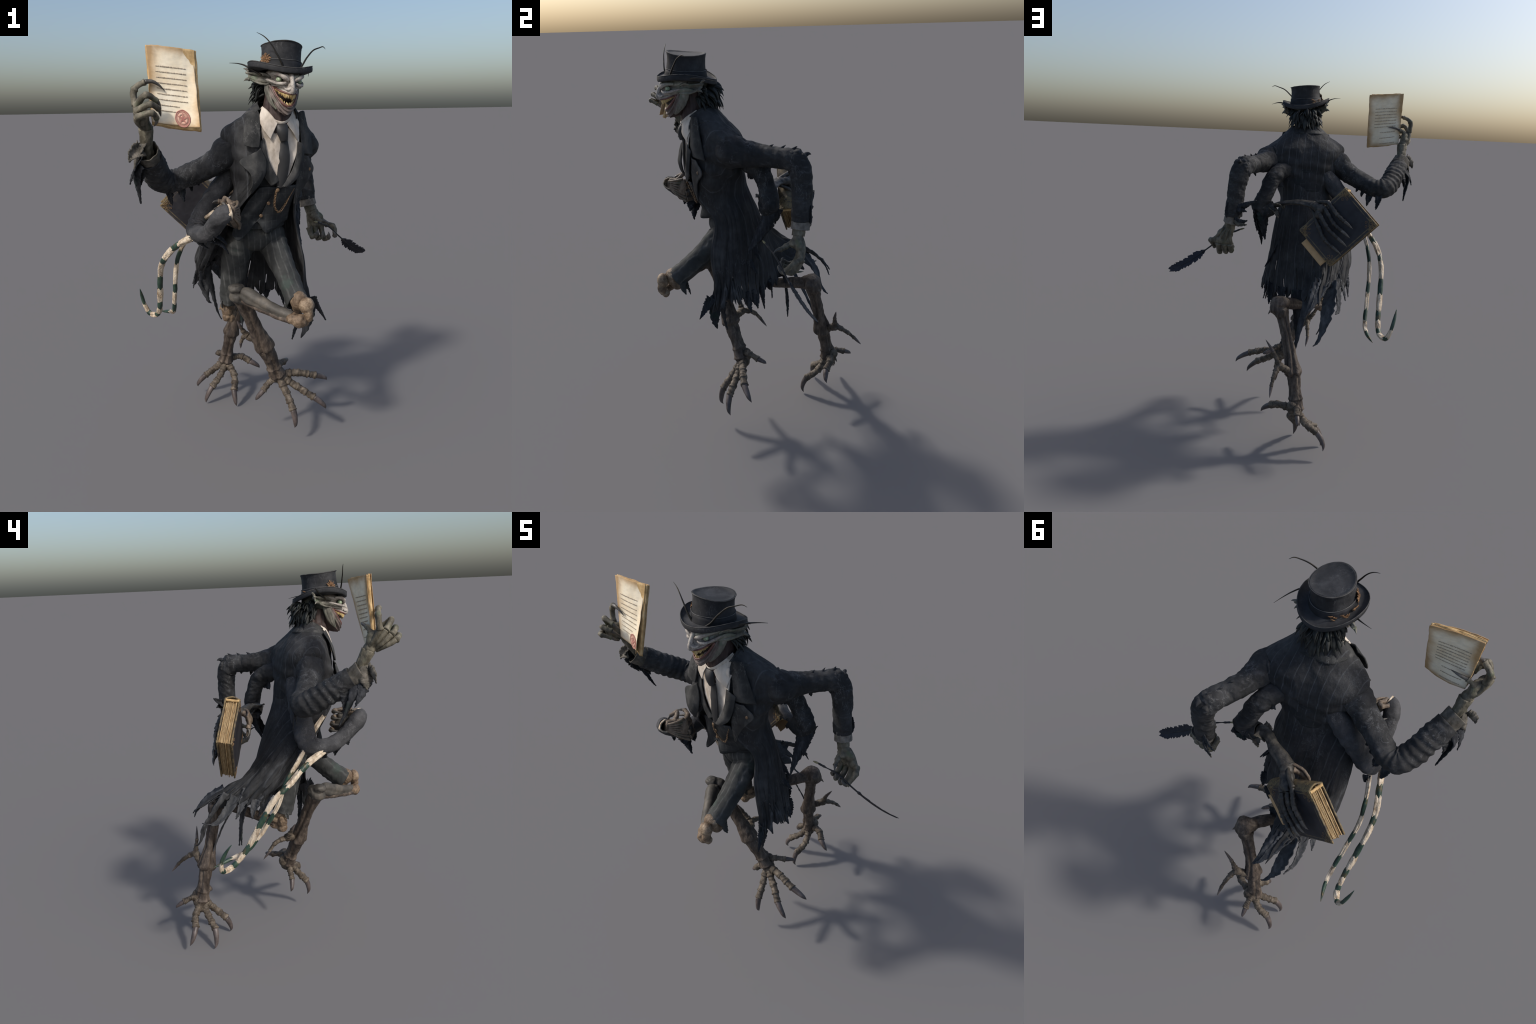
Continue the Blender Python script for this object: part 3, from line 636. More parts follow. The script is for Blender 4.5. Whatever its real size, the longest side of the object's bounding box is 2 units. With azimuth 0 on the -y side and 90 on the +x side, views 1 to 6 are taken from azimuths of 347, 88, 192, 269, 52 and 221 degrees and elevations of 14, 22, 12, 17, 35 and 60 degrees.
# ---------------------------------------------------------------- shirt, vest, tie
def build_torso():
    yaw = .2; cy, sy = math.cos(yaw), math.sin(yaw)
    S = [(1.165, -.056, -.165, .120, .095), (1.20, -.055, -.168, .122, .098), (1.29, -.042, -.175, .115, .108), (1.37, -.03, -.188, .132, .130), (1.46, -.02, -.200, .150, .130), (1.54, -.012, -.212, .142, .120), (1.60, -.002, -.245, .105, .090), (1.64, .0, -.268, .075, .07)]
    th = np.linspace(0, 2 * np.pi, 97)[:-1]; n = len(th); R = spline([(0, 0, s[0], *s) for s in S], 60)[:, 3:]
    rows = []
    for z, cx, cyy, rx, ry in R:
        x = rx * np.sign(np.cos(th)) * np.abs(np.cos(th)) ** .9; y = ry * np.sin(th)
        rows.append(np.stack([cx + x * cy - y * sy, cyy + x * sy + y * cy, z + 0 * th], 1))
    Vv = np.array(rows); m = len(rows); nn = Vv - Vv.mean(1, keepdims=True); nn[..., 2] = 0; nn /= np.linalg.norm(nn, axis=2)[..., None]
    Vv = Vv + nn * (.005 * fbm(Vv.reshape(-1, 3) * np.array([1, 1, 2.2]), 12).reshape(m, n))[..., None]
    f = [(i * n + j, i * n + (j + 1) % n, (i + 1) * n + (j + 1) % n, (i + 1) * n + j) for i in range(m - 1) for j in range(n)]
    vest = obj('vest', Vv.reshape(-1, 3), f, 'vest')
    fy = lambda x, z: np.interp(z, [1.12, 1.2, 1.29, 1.37, 1.46, 1.54, 1.6, 1.65], [-.272, -.278, -.295, -.330, -.338, -.336, -.332, -.32]) + 1.6 * (x - .005 - (z - 1.4) * .05) ** 2 + .18 * (x)
    F = lambda x, z, o=0: (x, fy(x, z) - o, z)
    # shirt bib
    rows = []
    for z, xl, xr in ((1.655, -.085, .088), (1.60, -.085, .092), (1.54, -.075, .086), (1.48, -.056, .066), (1.42, -.030, .040), (1.375, -.012, .006)):
        rows.append([F(xl + (xr - xl) * t, z, .004) for t in np.linspace(0, 1, 6)])
    sheet('shirt', rows, 'shirt', nu=40, nv=46, thick=.006, disp=lambda u, w: .004 * np.sin(9 * u + 14 * w + 3 * np.sin(6 * w)), noise=(.004, 25))
    # tie: knot and blade
    kx = lambda z: .006 + .02 * math.sin((1.62 - z) * 9)
    tube('tie_knot', [(.003, -.345, 1.634, .010, .025), (.004, -.351, 1.612, .017, .027), (.010, -.352, 1.580, .015, .020), (.013, -.350, 1.565, .011, .017)], 'tie', n=24, seg=24, up=(0, -1, 0))
    rows = []
    for z, w in ((1.572, .016), (1.53, .021), (1.48, .024), (1.43, .024), (1.39, .021), (1.36, .014)):
        x0 = .014 - .11 * max(0, (1.48 - z)) - .02 * abs(1.52 - z); rows.append([(x0 + w * t, fy(x0, z) - .010 - .006 * (1 - t * t), z) for t in (-1, -.5, 0, .5, 1)])
    sheet('tie', rows, 'tie', nu=22, nv=36, thick=.006, noise=(.0025, 22))
    # collar wings
    sheet('shirt_collar', [[(-.070, -.300, 1.712), (-.050, -.330, 1.688), (-.030, -.345, 1.660), (-.016, -.352, 1.640)], [(-.088, -.322, 1.672), (-.074, -.345, 1.648), (-.052, -.354, 1.628), (-.032, -.358, 1.612)], [(-.090, -.338, 1.640), (-.080, -.352, 1.616), (-.066, -.356, 1.594), (-.050, -.356, 1.574)]], 'shirt', nu=24, nv=18, thick=.004, noise=(.003, 30))
    sheet('shirt_collar', [[(.074, -.262, 1.705), (.058, -.300, 1.682), (.042, -.332, 1.655), (.028, -.345, 1.636)], [(.090, -.280, 1.665), (.080, -.308, 1.640), (.068, -.330, 1.616), (.052, -.342, 1.602)], [(.096, -.292, 1.630), (.092, -.308, 1.604), (.088, -.318, 1.582), (.081, -.320, 1.563)]][::-1], 'shirt', nu=24, nv=18, thick=.004, noise=(.003, 30))
    tube('collar_band', [(.070, -.262, 1.700, .012, .003), (.055, -.315, 1.668, .011, .003), (.028, -.342, 1.646, .009, .003), (.003, -.350, 1.640, .008, .003), (-.020, -.347, 1.645, .009, .003), (-.056, -.325, 1.668, .011, .003), (-.072, -.28, 1.700, .012, .003)], 'shirt', n=40, seg=10)
    # vest lapels
    sheet('vest_lapel', [[F(.082, 1.56, .012), F(.070, 1.48, .013), F(.035, 1.41, .014), F(-.022, 1.364, .012)], [F(.104, 1.55, .016), F(.092, 1.47, .020), F(.062, 1.405, .022), F(.015, 1.365, .020)], [F(.120, 1.53, .008), F(.108, 1.46, .012), F(.080, 1.40, .015), F(.030, 1.362, .016)]], 'lapel', nu=34, nv=14, thick=.005, noise=(.002, 30))
    sheet('vest_lapel', [[F(-.076, 1.58, .010), F(-.062, 1.50, .012), F(-.038, 1.44, .014), F(-.006, 1.392, .012)], [F(-.096, 1.56, .014), F(-.082, 1.49, .018), F(-.062, 1.43, .020), F(-.030, 1.380, .018)], [F(-.110, 1.54, .008), F(-.098, 1.48, .010), F(-.080, 1.42, .012), F(-.046, 1.372, .010)]][::-1], 'lapel', nu=34, nv=14, thick=.005, noise=(.002, 30))
    # vest front panels with their points
    sheet('vest_panel', [[(-.022, -.336, 1.362), (.03, -.338, 1.366), (.075, -.312, 1.37)], [(-.055, -.303, 1.290), (.01, -.305, 1.29), (.07, -.272, 1.29)], [(-.085, -.280, 1.222), (-.02, -.282, 1.222), (.066, -.232, 1.235)], [(-.096, -.279, 1.205), (-.05, -.284, 1.175), (.062, -.212, 1.200)], [(-.060, -.280, 1.165), (-.047, -.281, 1.149), (.06, -.200, 1.186)]], 'vest', nu=30, nv=40, thick=.007, noise=(.004, 20), disp=lambda u, w: .003 * np.sin(10 * w + 4 * u))
    sheet('vest_panel', [[(-.10, -.335, 1.362), (-.06, -.340, 1.366), (-.02, -.330, 1.365)], [(-.15, -.300, 1.29), (-.10, -.312, 1.29), (-.05, -.296, 1.29)], [(-.185, -.268, 1.215), (-.14, -.285, 1.21), (-.085, -.274, 1.215)], [(-.205, -.262, 1.17), (-.16, -.285, 1.155), (-.105, -.278, 1.20)], [(-.210, -.262, 1.145), (-.187, -.284, 1.121), (-.15, -.284, 1.155)]][::1], 'vest', nu=30, nv=40, thick=.007, noise=(.004, 20), disp=lambda u, w: .003 * np.sin(10 * w + 4 * u))
    for p in ((-.016, -.345, 1.352), (-.050, -.312, 1.290), (-.080, -.290, 1.231)):
        vv, ff = ball_geo(p, (.0085, .004, .0085), nu=14, nv=8); obj('vest_button', vv, ff, 'brass')
    C = spline([(-.020, -.345, 1.352), (-.026, -.334, 1.310), (-.020, -.316, 1.268), (.0, -.304, 1.246), (.026, -.304, 1.275), (.046, -.312, 1.318), (.066, -.315, 1.352)], 30)
    ch = pivot('watch_chain')
    for i in range(29):
        a, b = C[i], C[i + 1]; m_ = (a + b) / 2; d = nrm(b - a); s = nrm(np.cross(d, (0, -1, 0) if i % 2 else (.7, .3, .3)))
        ring = [(*(m_ + d * .0062 * math.cos(t) + s * .0042 * math.sin(t)), .0017) for t in np.linspace(0, 2 * math.pi, 9)]
        tube('chain_link', ring, 'brass', ch, n=16, seg=6)
    # pelvis under the vest
    vv, ff = ball_geo((-.065, -.16, 1.125), (.128, .092, .085), nu=40, nv=24); vv = vv + (.004 * fbm(vv, 20))[:, None]
    obj('trouser_seat', vv, ff, 'trouser')

# ---------------------------------------------------------------- coat
COLS = dict(  # nine columns from right front edge round the back to left front edge; ten rows collar to hem
    FR=[(-.086, -.322, 1.668), (-.090, -.340, 1.605), (-.092, -.347, 1.550), (-.072, -.350, 1.486), (-.094, -.354, 1.400), (-.150, -.342, 1.325), (-.250, -.235, 1.165), (-.305, -.110, 1.000), (-.312, -.020, .920), (-.300, .035, .860)],
    FRm=[(-.090, -.285, 1.705), (-.126, -.302, 1.660), (-.168, -.318, 1.600), (-.160, -.335, 1.515), (-.165, -.338, 1.420), (-.195, -.300, 1.330), (-.285, -.165, 1.170), (-.338, -.040, 1.020), (-.335, .035, .930), (-.325, .085, .860)],
    R=[(-.088, -.245, 1.725), (-.150, -.252, 1.668), (-.238, -.250, 1.608), (-.222, -.240, 1.520), (-.203, -.228, 1.430), (-.190, -.205, 1.330), (-.255, -.095, 1.190), (-.300, .020, 1.045), (-.298, .120, .945), (-.285, .215, .850)],
    RB=[(-.055, -.205, 1.728), (-.105, -.172, 1.665), (-.165, -.132, 1.598), (-.160, -.115, 1.520), (-.142, -.108, 1.430), (-.125, -.092, 1.330), (-.150, -.030, 1.200), (-.190, .058, 1.040), (-.215, .165, .945), (-.215, .300, .850)],
    B=[(.012, -.192, 1.722), (.010, -.145, 1.665), (.008, -.082, 1.598), (.0, -.066, 1.520), (-.018, -.068, 1.430), (-.030, -.050, 1.320), (-.032, -.008, 1.200), (-.045, .040, 1.030), (-.062, .085, .880), (-.075, .115, .755)],
    LB=[(.060, -.207, 1.718), (.092, -.142, 1.655), (.125, -.072, 1.585), (.118, -.060, 1.510), (.075, -.072, 1.430), (.045, -.075, 1.320), (.050, -.048, 1.200), (.080, -.018, 1.020), (.105, -.010, .870), (.108, -.005, .755)],
    L=[(.084, -.245, 1.710), (.134, -.185, 1.648), (.212, -.112, 1.574), (.204, -.118, 1.500), (.132, -.128, 1.420), (.092, -.128, 1.310), (.108, -.095, 1.190), (.130, -.085, 1.010), (.148, -.080, .860), (.158, -.070, .765)],
    FLm=[(.088, -.285, 1.686), (.125, -.250, 1.642), (.163, -.225, 1.572), (.163, -.230, 1.500), (.155, -.225, 1.410), (.112, -.215, 1.300), (.118, -.160, 1.180), (.145, -.160, 1.010), (.165, -.150, .860), (.178, -.140, .770)],
    FL=[(.084, -.306, 1.642), (.093, -.295, 1.592), (.096, -.290, 1.540), (.094, -.288, 1.485), (.083, -.290, 1.400), (.076, -.282, 1.285), (.105, -.215, 1.170), (.130, -.240, 1.020), (.148, -.232, .860), (.185, -.262, .735)])
def build_coat():
    C = np.array([COLS[k] for k in ('FR', 'FRm', 'R', 'RB', 'B', 'LB', 'L', 'FLm', 'FL')]).transpose(1, 0, 2)
    nu, nv = 330, 170; r = np.random.default_rng(21)
    u = np.linspace(0, 1, nu); v = np.linspace(0, 1, nv)
    Wu = catw(9, u)
    # ragged hem: teeth of random width and length
    ext = np.zeros(nu); k = 0; cuts = []
    while k < nu:
        L = int(r.integers(4, 13)); A = r.uniform(.0, .060) + (.04 if r.random() > .8 else 0); pk = r.uniform(.2, .8)
        for i in range(L):
            if k + i < nu:
                x = i / L; ext[k + i] = A * (x / pk if x < pk else (1 - x) / (1 - pk)) - .03
        if r.random() > .25: cuts.append((k, r.uniform(.80, .97)))
        k += L
    X = np.zeros((nv, nu, 3))
    for j in range(nu):
        t = v * (1 + ext[j] * v ** 3); X[:, j] = catw(10, t) @ np.einsum('ijk,j->ik', C, Wu[j])
    N = gnormals(X)
    vv, uu = np.meshgrid(v, u, indexing='ij')
    low = np.clip((vv - .5) / .5, 0, 1)
    wob = fbm(np.stack([uu.ravel() * 9, vv.ravel() * 3, 0 * uu.ravel()], 1), 1.0).reshape(nv, nu)
    fold = .013 * low ** 1.6 * (.55 + .8 * np.abs(wob)) * np.sin(2 * np.pi * (13 * uu + 1.6 * wob + .25 * np.sin(3 * vv)))
    fold += .009 * low * fbm(np.stack([uu.ravel() * 46, vv.ravel() * 2.2, 0 * uu.ravel() + 3], 1), 1.0).reshape(nv, nu)
    fold += .0045 * np.sin(2 * np.pi * (3.2 * uu + 11 * vv)) * np.clip(1 - np.abs(vv - .42) / .18, 0, 1)
    fold += .006 * fbm(X.reshape(-1, 3) * np.array([1, 1, .5]), 14).reshape(nv, nu) * (.35 + low)
    fold += .0035 * fbm(np.stack([uu.ravel() * 120, vv.ravel() * 7, 0 * uu.ravel()], 1), 1.0).reshape(nv, nu) * low
    up_ = 1 - np.clip((vv - .45) / .2, 0, 1)
    rg = 1 - 2 * np.abs(fbm(np.stack([uu.ravel() * 14 + 3 * vv.ravel(), vv.ravel() * 9 - 5 * uu.ravel(), 0 * uu.ravel() + 9], 1), 1.0).reshape(nv, nu))
    fold += .0055 * (rg - .5) * up_ * np.clip(vv * 8, 0, 1)
    X = X + N * fold[..., None]
    skip = np.zeros((nv - 1, nu - 1), bool)
    for kk, t0 in cuts:
        if 0 < kk < nu - 1: skip[int(t0 * nv):, kk - 1:kk] = True
    for a, b, w_ in ((.54, .93, 1), (.60, .955, 1), (.47, .93, 1), (.70, .95, 1)):
        skip[int(b * nv):, int(a * nu):int(a * nu) + w_] = True
    obj('coat', X.reshape(-1, 3), grid_faces(nv, nu, skip), 'coat', mods=(SOL(.008, 0),))
    # coat collar round the nape
    c = [(-.088, -.300, 1.694), (-.088, -.255, 1.724), (-.056, -.212, 1.726), (.010, -.198, 1.722), (.062, -.212, 1.718), (.084, -.250, 1.706), (.090, -.290, 1.680)]
    lo = [(-.124, -.308, 1.662), (-.138, -.258, 1.682), (-.094, -.178, 1.682), (.012, -.154, 1.678), (.092, -.165, 1.668), (.126, -.215, 1.660), (.122, -.268, 1.650)]
    sheet('coat_collar', [[np.array(p) * np.array([.93, 1, 1]) + V(0, -.01, .002) for p in c], c, lo], 'lapel', nu=60, nv=18, thick=.007, noise=(.003, 25))
    # right: collar leaf and lapel
    sheet('coat_lapel', [[(-.090, -.322, 1.680), (-.092, -.345, 1.620), (-.096, -.358, 1.570), (-.102, -.362, 1.540)], [(-.115, -.318, 1.690), (-.125, -.345, 1.630), (-.135, -.360, 1.575), (-.135, -.364, 1.542)], [(-.140, -.302, 1.680), (-.158, -.335, 1.630), (-.168, -.352, 1.580), (-.168, -.358, 1.552)]], 'lapel', nu=30, nv=20, thick=.006, noise=(.003, 25))
    sheet('coat_lapel', [[(-.096, -.360, 1.538), (-.074, -.366, 1.486), (-.080, -.372, 1.430), (-.100, -.370, 1.390), (-.135, -.360, 1.345)], [(-.112, -.368, 1.525), (-.120, -.380, 1.480), (-.112, -.388, 1.430), (-.120, -.382, 1.385), (-.142, -.368, 1.345)], [(-.122, -.364, 1.518), (-.188, -.360, 1.482), (-.150, -.388, 1.432), (-.140, -.388, 1.385), (-.150, -.370, 1.345)]], 'lapel', nu=40, nv=24, thick=.006, noise=(.003, 25), disp=lambda u, w: .006 * w * np.sin(3 + 5 * u))
    # left
    sheet('coat_lapel', [[(.090, -.292, 1.680), (.100, -.300, 1.610), (.104, -.302, 1.550), (.108, -.300, 1.505)], [(.112, -.285, 1.690), (.128, -.285, 1.610), (.138, -.282, 1.550), (.142, -.278, 1.500)], [(.130, -.262, 1.685), (.150, -.255, 1.610), (.166, -.246, 1.550), (.179, -.236, 1.492)]][::-1], 'lapel', nu=30, nv=20, thick=.006, noise=(.003, 25))
    sheet('coat_lapel', [[(.105, -.304, 1.500), (.098, -.308, 1.450), (.084, -.310, 1.400), (.076, -.302, 1.340), (.072, -.290, 1.280)], [(.126, -.298, 1.495), (.132, -.292, 1.445), (.112, -.298, 1.395), (.090, -.298, 1.335), (.076, -.290, 1.278)], [(.142, -.280, 1.490), (.178, -.255, 1.434), (.146, -.278, 1.385), (.106, -.288, 1.330), (.080, -.288, 1.276)]][::-1], 'lapel', nu=40, nv=24, thick=.006, noise=(.003, 25))
    vv, ff = ball_geo((.152, -.275, 1.432), (.009, .006, .009), nu=14, nv=8); obj('coat_button', vv, ff, 'brass')
    # torn strips hanging from the hem
    strips = [
        ([(-.272, .205, .91, .040), (-.280, .28, .81, .042), (-.265, .340, .71, .030), (-.248, .362, .645, .012), (-.232, .385, .612, .007), (-.218, .40, .604, .001)], (1, -.5, 0), 'tail_rag'),
        ([(-.218, .225, .905, .040), (-.202, .330, .845, .032), (-.18, .38, .79, .014), (-.162, .398, .747, .001)], (1, .2, .2), 'tail_rag'),
        ([(-.235, .225, .905, .036), (-.218, .315, .852, .024), (-.20, .375, .81, .010), (-.175, .402, .775, .001)], (1, .2, .2), 'tail_rag'),
        ([(-.292, .165, .90, .030), (-.312, .225, .815, .022), (-.322, .285, .765, .010), (-.318, .345, .772, .001)], (.3, 1, 0), 'tail_rag'),
        ([(-.300, .105, .94, .026), (-.328, .14, .86, .018), (-.350, .17, .80, .001)], (.2, 1, 0), 'tail_rag'),
        ([(-.328, .045, .92, .026), (-.345, .08, .85, .018), (-.356, .09, .80, .001)], (.2, 1, 0), 'tail_rag'),
        ([(-.312, .0, .92, .026), (-.318, .03, .85, .018), (-.30, .055, .79, .001)], (.5, 1, 0), 'tail_rag'),
        ([(-.272, .10, .91, .030), (-.252, .13, .80, .020), (-.235, .15, .70, .012), (-.22, .16, .63, .006), (-.20, .165, .585, .001)], (.8, .6, 0), 'tail_rag'),
        ([(-.080, .12, .82, .04), (-.082, .14, .72, .028), (-.085, .15, .62, .018), (-.087, .154, .534, .001)], (1, .2, 0), 'rag'),
        ([(-.15, .14, .86, .035), (-.135, .21, .74, .022), (-.115, .28, .60, .014), (-.100, .323, .486, .001)], (1, -.3, 0), 'tail_rag'),
        ([(.155, -.22, .80, .05), (.160, -.24, .72, .035), (.148, -.24, .65, .022), (.130, -.231, .595, .001)], (.5, -.9, 0), 'rag'),
        ([(.18, -.25, .80, .03), (.205, -.28, .75, .018), (.231, -.31, .706, .001)], (.4, -.9, 0), 'rag'),
        ([(.14, -.20, .76, .03), (.13, -.20, .68, .022), (.11, -.19, .61, .012), (.10, -.18, .57, .001)], (.7, .5, 0), 'rag'),
        ([(.100, -.005, .81, .028), (.11, .010, .74, .018), (.112, .02, .69, .001)], (1, .3, 0), 'rag'),
        ([(.152, -.07, .81, .03), (.158, -.06, .75, .02), (.162, -.05, .70, .001)], (0, 1, 0), 'rag'),
        ([(.130, -.035, .81, .028), (.138, -.025, .75, .02), (.142, -.015, .71, .001)], (0, 1, 0), 'rag'),
        ([(.03, .050, .81, .03), (.03, .06, .75, .02), (.028, .065, .71, .001)], (1, 0, 0), 'rag'),
        ([(.112, -.060, .98, .02), (.136, -.035, .94, .012), (.152, -.012, .905, .001)], (0, .7, .7), 'rag'),
        ([(.080, -.035, 1.05, .02), (.102, -.012, 1.0, .012), (.118, .002, .965, .001)], (0, .7, .7), 'rag'),
    ]
    for i, (p, s, m) in enumerate(strips): rag('torn_strip', p, m, s, seed=40 + i)

# ---------------------------------------------------------------- trousers and legs
def build_trousers():
    wr = sleeve_fn([(.1, .12, 8, .03), (.85, .15, 9, .02)], .045, 12, 6)
    tube('trouser_leg', [(-.008, -.150, 1.115, .066, .078), (.010, -.212, 1.048, .060, .068), (.030, -.31, .960, .052, .055), (.043, -.385, .893, .052, .050), (.050, -.435, .856, .056, .051)], 'trouser', n=70, seg=48, up=(0, -.6, .8), fn=wr, cap1=False, noise=(.005, 22), mods=(SOL(.006, -1),))
    tube('trouser_leg', [(-.130, -.150, 1.125, .080, .078), (-.160, -.135, 1.04, .070, .068), (-.178, -.110, .93, .064, .062), (-.190, -.085, .82, .056, .055), (-.196, -.070, .765, .047, .050)], 'trouser', n=70, seg=48, fn=wr, cap1=False, noise=(.005, 22), mods=(SOL(.006, -1),))
    for i, (p, s) in enumerate([([(.085, -.40, .845, .02), (.085, -.395, .81, .014), (.08, -.385, .775, .001)], (0, 1, .4)), ([(.05, -.385, .82, .02), (.05, -.372, .79, .012), (.055, -.365, .765, .001)], (1, 0, 0)),
                  ([(.01, -.40, .83, .02), (.005, -.39, .79, .012), (.0, -.38, .765, .001)], (0, 1, .3)), ([(-.15, -.09, .78, .014), (-.146, -.09, .755, .008), (-.145, -.085, .735, .001)], (0, 1, 0)), ([(-.235, -.09, .78, .014), (-.24, -.095, .755, .008), (-.238, -.1, .74, .001)], (0, 1, 0))]):
        rag('torn_strip', p, 'trouser', s, seed=80 + i, nv=14)

def spur(base, fork, up, down, parent, r=.0205):
    base, fork = np.array(base, float), np.array(fork, float)
    o = tube('spur', [(*base, r * 1.15), (*((base + fork) / 2), r), (*fork, r * 1.1), (*(fork + nrm(fork - base) * .012), r * .8)], 'toe', parent, n=30, seg=16, fn=rims(2, .2), noise=(.004, 60))
    for q in (up, down):
        q = [np.array(p, float) for p in q]
        tube('spur_prong', [(*fork, r * .85), (*q[0], r * .62), (*q[1], r * .42)], 'toe', o, n=40, seg=12, fn=rims(3, .3), noise=(.0025, 70))
        claw('claw', q[1], q[2], r * .42, (0, 0, 0), 'claw', o)

def build_legs():
    # ---- left leg (front, raised)
    L = pivot('leg')
    blob('knee', [((.050, -.450, .866), (.040, .040, .046)), ((.056, -.428, .832), (.032, .036, .036))], 'palebone', L, smooth=3, rough=.007, rs=.03)
    blob('kneecap', [((.070, -.500, .858), (.036, .030, .038)), ((.078, -.507, .816), (.022, .023, .034))], 'palebone', L, smooth=3, rough=.006, rs=.025)
    blob('shank_head', [((.038, -.500, .790), (.036, .030, .033)), ((.012, -.480, .798), (.030, .030, .028)), ((.066, -.492, .782), (.02, .022, .024))], 'palebone', L, smooth=3, rough=.007, rs=.025)
    tube('shank', [(0.0120, -0.4750, 0.8030, 0.0259, 0.0238), (-0.0500, -0.4150, 0.8200, 0.0281, 0.0259), (-0.1100, -0.3520, 0.8450, 0.0324, 0.0302), (-0.1550, -0.3050, 0.8660, 0.0367, 0.0335), (-0.1720, -0.2880, 0.8720, 0.0302, 0.0281)], 'greybone', L, n=50, seg=28, fn=grooved([2.6, 4.6], .18, .25), noise=(.004, 25))
    tube('shank_bone', [(.0, -.485, .785, .014), (-.06, -.420, .798, .013), (-.13, -.335, .822, .016), (-.17, -.29, .838, .018)], 'bone', L, n=40, seg=16, noise=(.004, 40))
    blob('hock', [((-.202, -.270, .890), (.036, .036, .024)), ((-.192, -.262, .852), (.040, .042, .034)), ((-.168, -.268, .838), (.036, .036, .028)), ((-.180, -.24, .868), (.036, .034, .034)), ((-.155, -.285, .86), (.028, .028, .034))], 'greybone', L, smooth=3, rough=.010, rs=.025)
    met = tube('metatarsus', [(-0.1780, -0.2520, 0.8450, 0.0432), (-0.1500, -0.2320, 0.7900, 0.0360, 0.0384), (-0.1180, -0.2080, 0.7150, 0.0324, 0.0348), (-0.0800, -0.1850, 0.6250, 0.0360, 0.0384), (-0.0450, -0.1680, 0.5520, 0.0480, 0.0480), (-0.0340, -0.1630, 0.5280, 0.0456, 0.0480)], 'bone', L, n=70, seg=48, up=(0, -1, 0), fn=grooved([.5, 2.3, 4.0], .30, .22, rim=((.97, .12, .06),)), noise=(.004, 35))
    foot = tube('foot', [(-0.0400, -0.1650, 0.5350, 0.0387, 0.0413), (-0.0180, -0.1520, 0.4900, 0.0375, 0.0400), (0.0060, -0.1340, 0.4350, 0.0338, 0.0363), (0.0260, -0.1180, 0.3850, 0.0387, 0.0400), (0.0400, -0.1100, 0.3500, 0.0413, 0.0375), (0.0520, -0.1080, 0.3250, 0.0225, 0.0225)], 'bone', L, n=64, seg=48, up=(0, -1, 0), fn=grooved([.3, 2.2, 4.2], .24, .22, rim=((.62, .14, .05), (.86, .12, .04))), noise=(.004, 40))
    b = V(.045, -.112, .345)
    toe(b + V(.02, .004, .004), (.160, -.108, .345), (.251, -.102, .318), (.329, -.067, .263), foot)
    toe(b + V(.015, -.005, -.008), (.138, -.146, .286), (.217, -.184, .235), (.284, -.181, .156), foot)
    toe(b + V(.004, -.012, -.012), (.071, -.164, .275), (.093, -.221, .198), (.099, -.226, .098), foot)
    toe(b + V(-.012, -.004, -.004), (-.004, -.119, .318), (-.038, -.126, .280), (-.080, -.114, .222), foot, r=.0180)
    toe((.040, -.098, .392), (.070, -.065, .392), (.099, -.024, .379), (.136, .020, .370), foot, r=.0170, segs=2)
    spur((-.055, -.140, .560), (-.106, -.100, .576), [(-.138, -.115, .615), (-.155, -.125, .645), (-.174, -.141, .682)], [(-.118, -.035, .552), (-.128, .002, .506), (-.123, .037, .455)], L)
    blob('foot_pad', [((.045, -.10, .335), (.036, .032, .034)), ((.065, -.115, .335), (.030, .026, .024)), ((.03, -.085, .37), (.030, .030, .038))], 'toe', L, rough=.008, smooth=2)
    # ---- right leg (rear)
    R = pivot('leg')
    blob('knee', [((-.196, -.062, .758), (.032, .032, .034)), ((-.190, -.040, .725), (.030, .032, .026))], 'palebone', R, smooth=3, rough=.007, rs=.03)
    blob('kneecap', [((-.210, -.070, .714), (.027, .028, .032)), ((-.230, -.065, .735), (.016, .016, .020))], 'palebone', R, smooth=3, rough=.006, rs=.025)
    blob('shank_head', [((-.214, -.072, .684), (.022, .024, .026)), ((-.192, -.066, .676), (.026, .026, .026)), ((-.182, -.034, .692), (.028, .032, .026))], 'palebone', R, smooth=3, rough=.007, rs=.025)
    claw('bone_spike', (-.225, -.06, .722), (-.250, -.06, .722), .010, (0, 0, 1), 'palebone', R)
    tube('shank', [(-0.1880, -0.0350, 0.7050, 0.0281, 0.0281), (-0.1450, 0.0400, 0.7220, 0.0259, 0.0259), (-0.0900, 0.1300, 0.7420, 0.0281, 0.0281), (-0.0400, 0.2150, 0.7620, 0.0324, 0.0324), (-0.0120, 0.2650, 0.7700, 0.0302, 0.0302)], 'bone', R, n=60, seg=32, fn=grooved([1.2, 3.0, 5.0], .22, .25), noise=(.004, 30))
    blob('hock', [((-.008, .282, .784), (.050, .046, .036)), ((.002, .290, .755), (.044, .044, .040)), ((-.026, .252, .768), (.036, .036, .040)), ((-.02, .30, .735), (.038, .036, .038)), ((.016, .272, .772), (.032, .034, .030))], 'bone', R, smooth=3, rough=.010, rs=.025)
    claw('bone_spike', (.018, .30, .75), (.045, .325, .725), .012, (0, 0, 1), 'toe', R)
    tube('metatarsus', [(-0.0180, 0.2880, 0.7450, 0.0408), (-0.0360, 0.3000, 0.6900, 0.0348, 0.0324), (-0.0620, 0.3180, 0.6100, 0.0312, 0.0300), (-0.0900, 0.3380, 0.5100, 0.0360, 0.0348), (-0.1120, 0.3560, 0.4320, 0.0480, 0.0432), (-0.1170, 0.3600, 0.4120, 0.0456, 0.0432)], 'bone', R, n=70, seg=48, up=(0, -1, 0), fn=grooved([.9, 2.6, 3.6, 5.2], .30, .20, rim=((.97, .12, .06), (.45, .05, .03))), noise=(.004, 35))
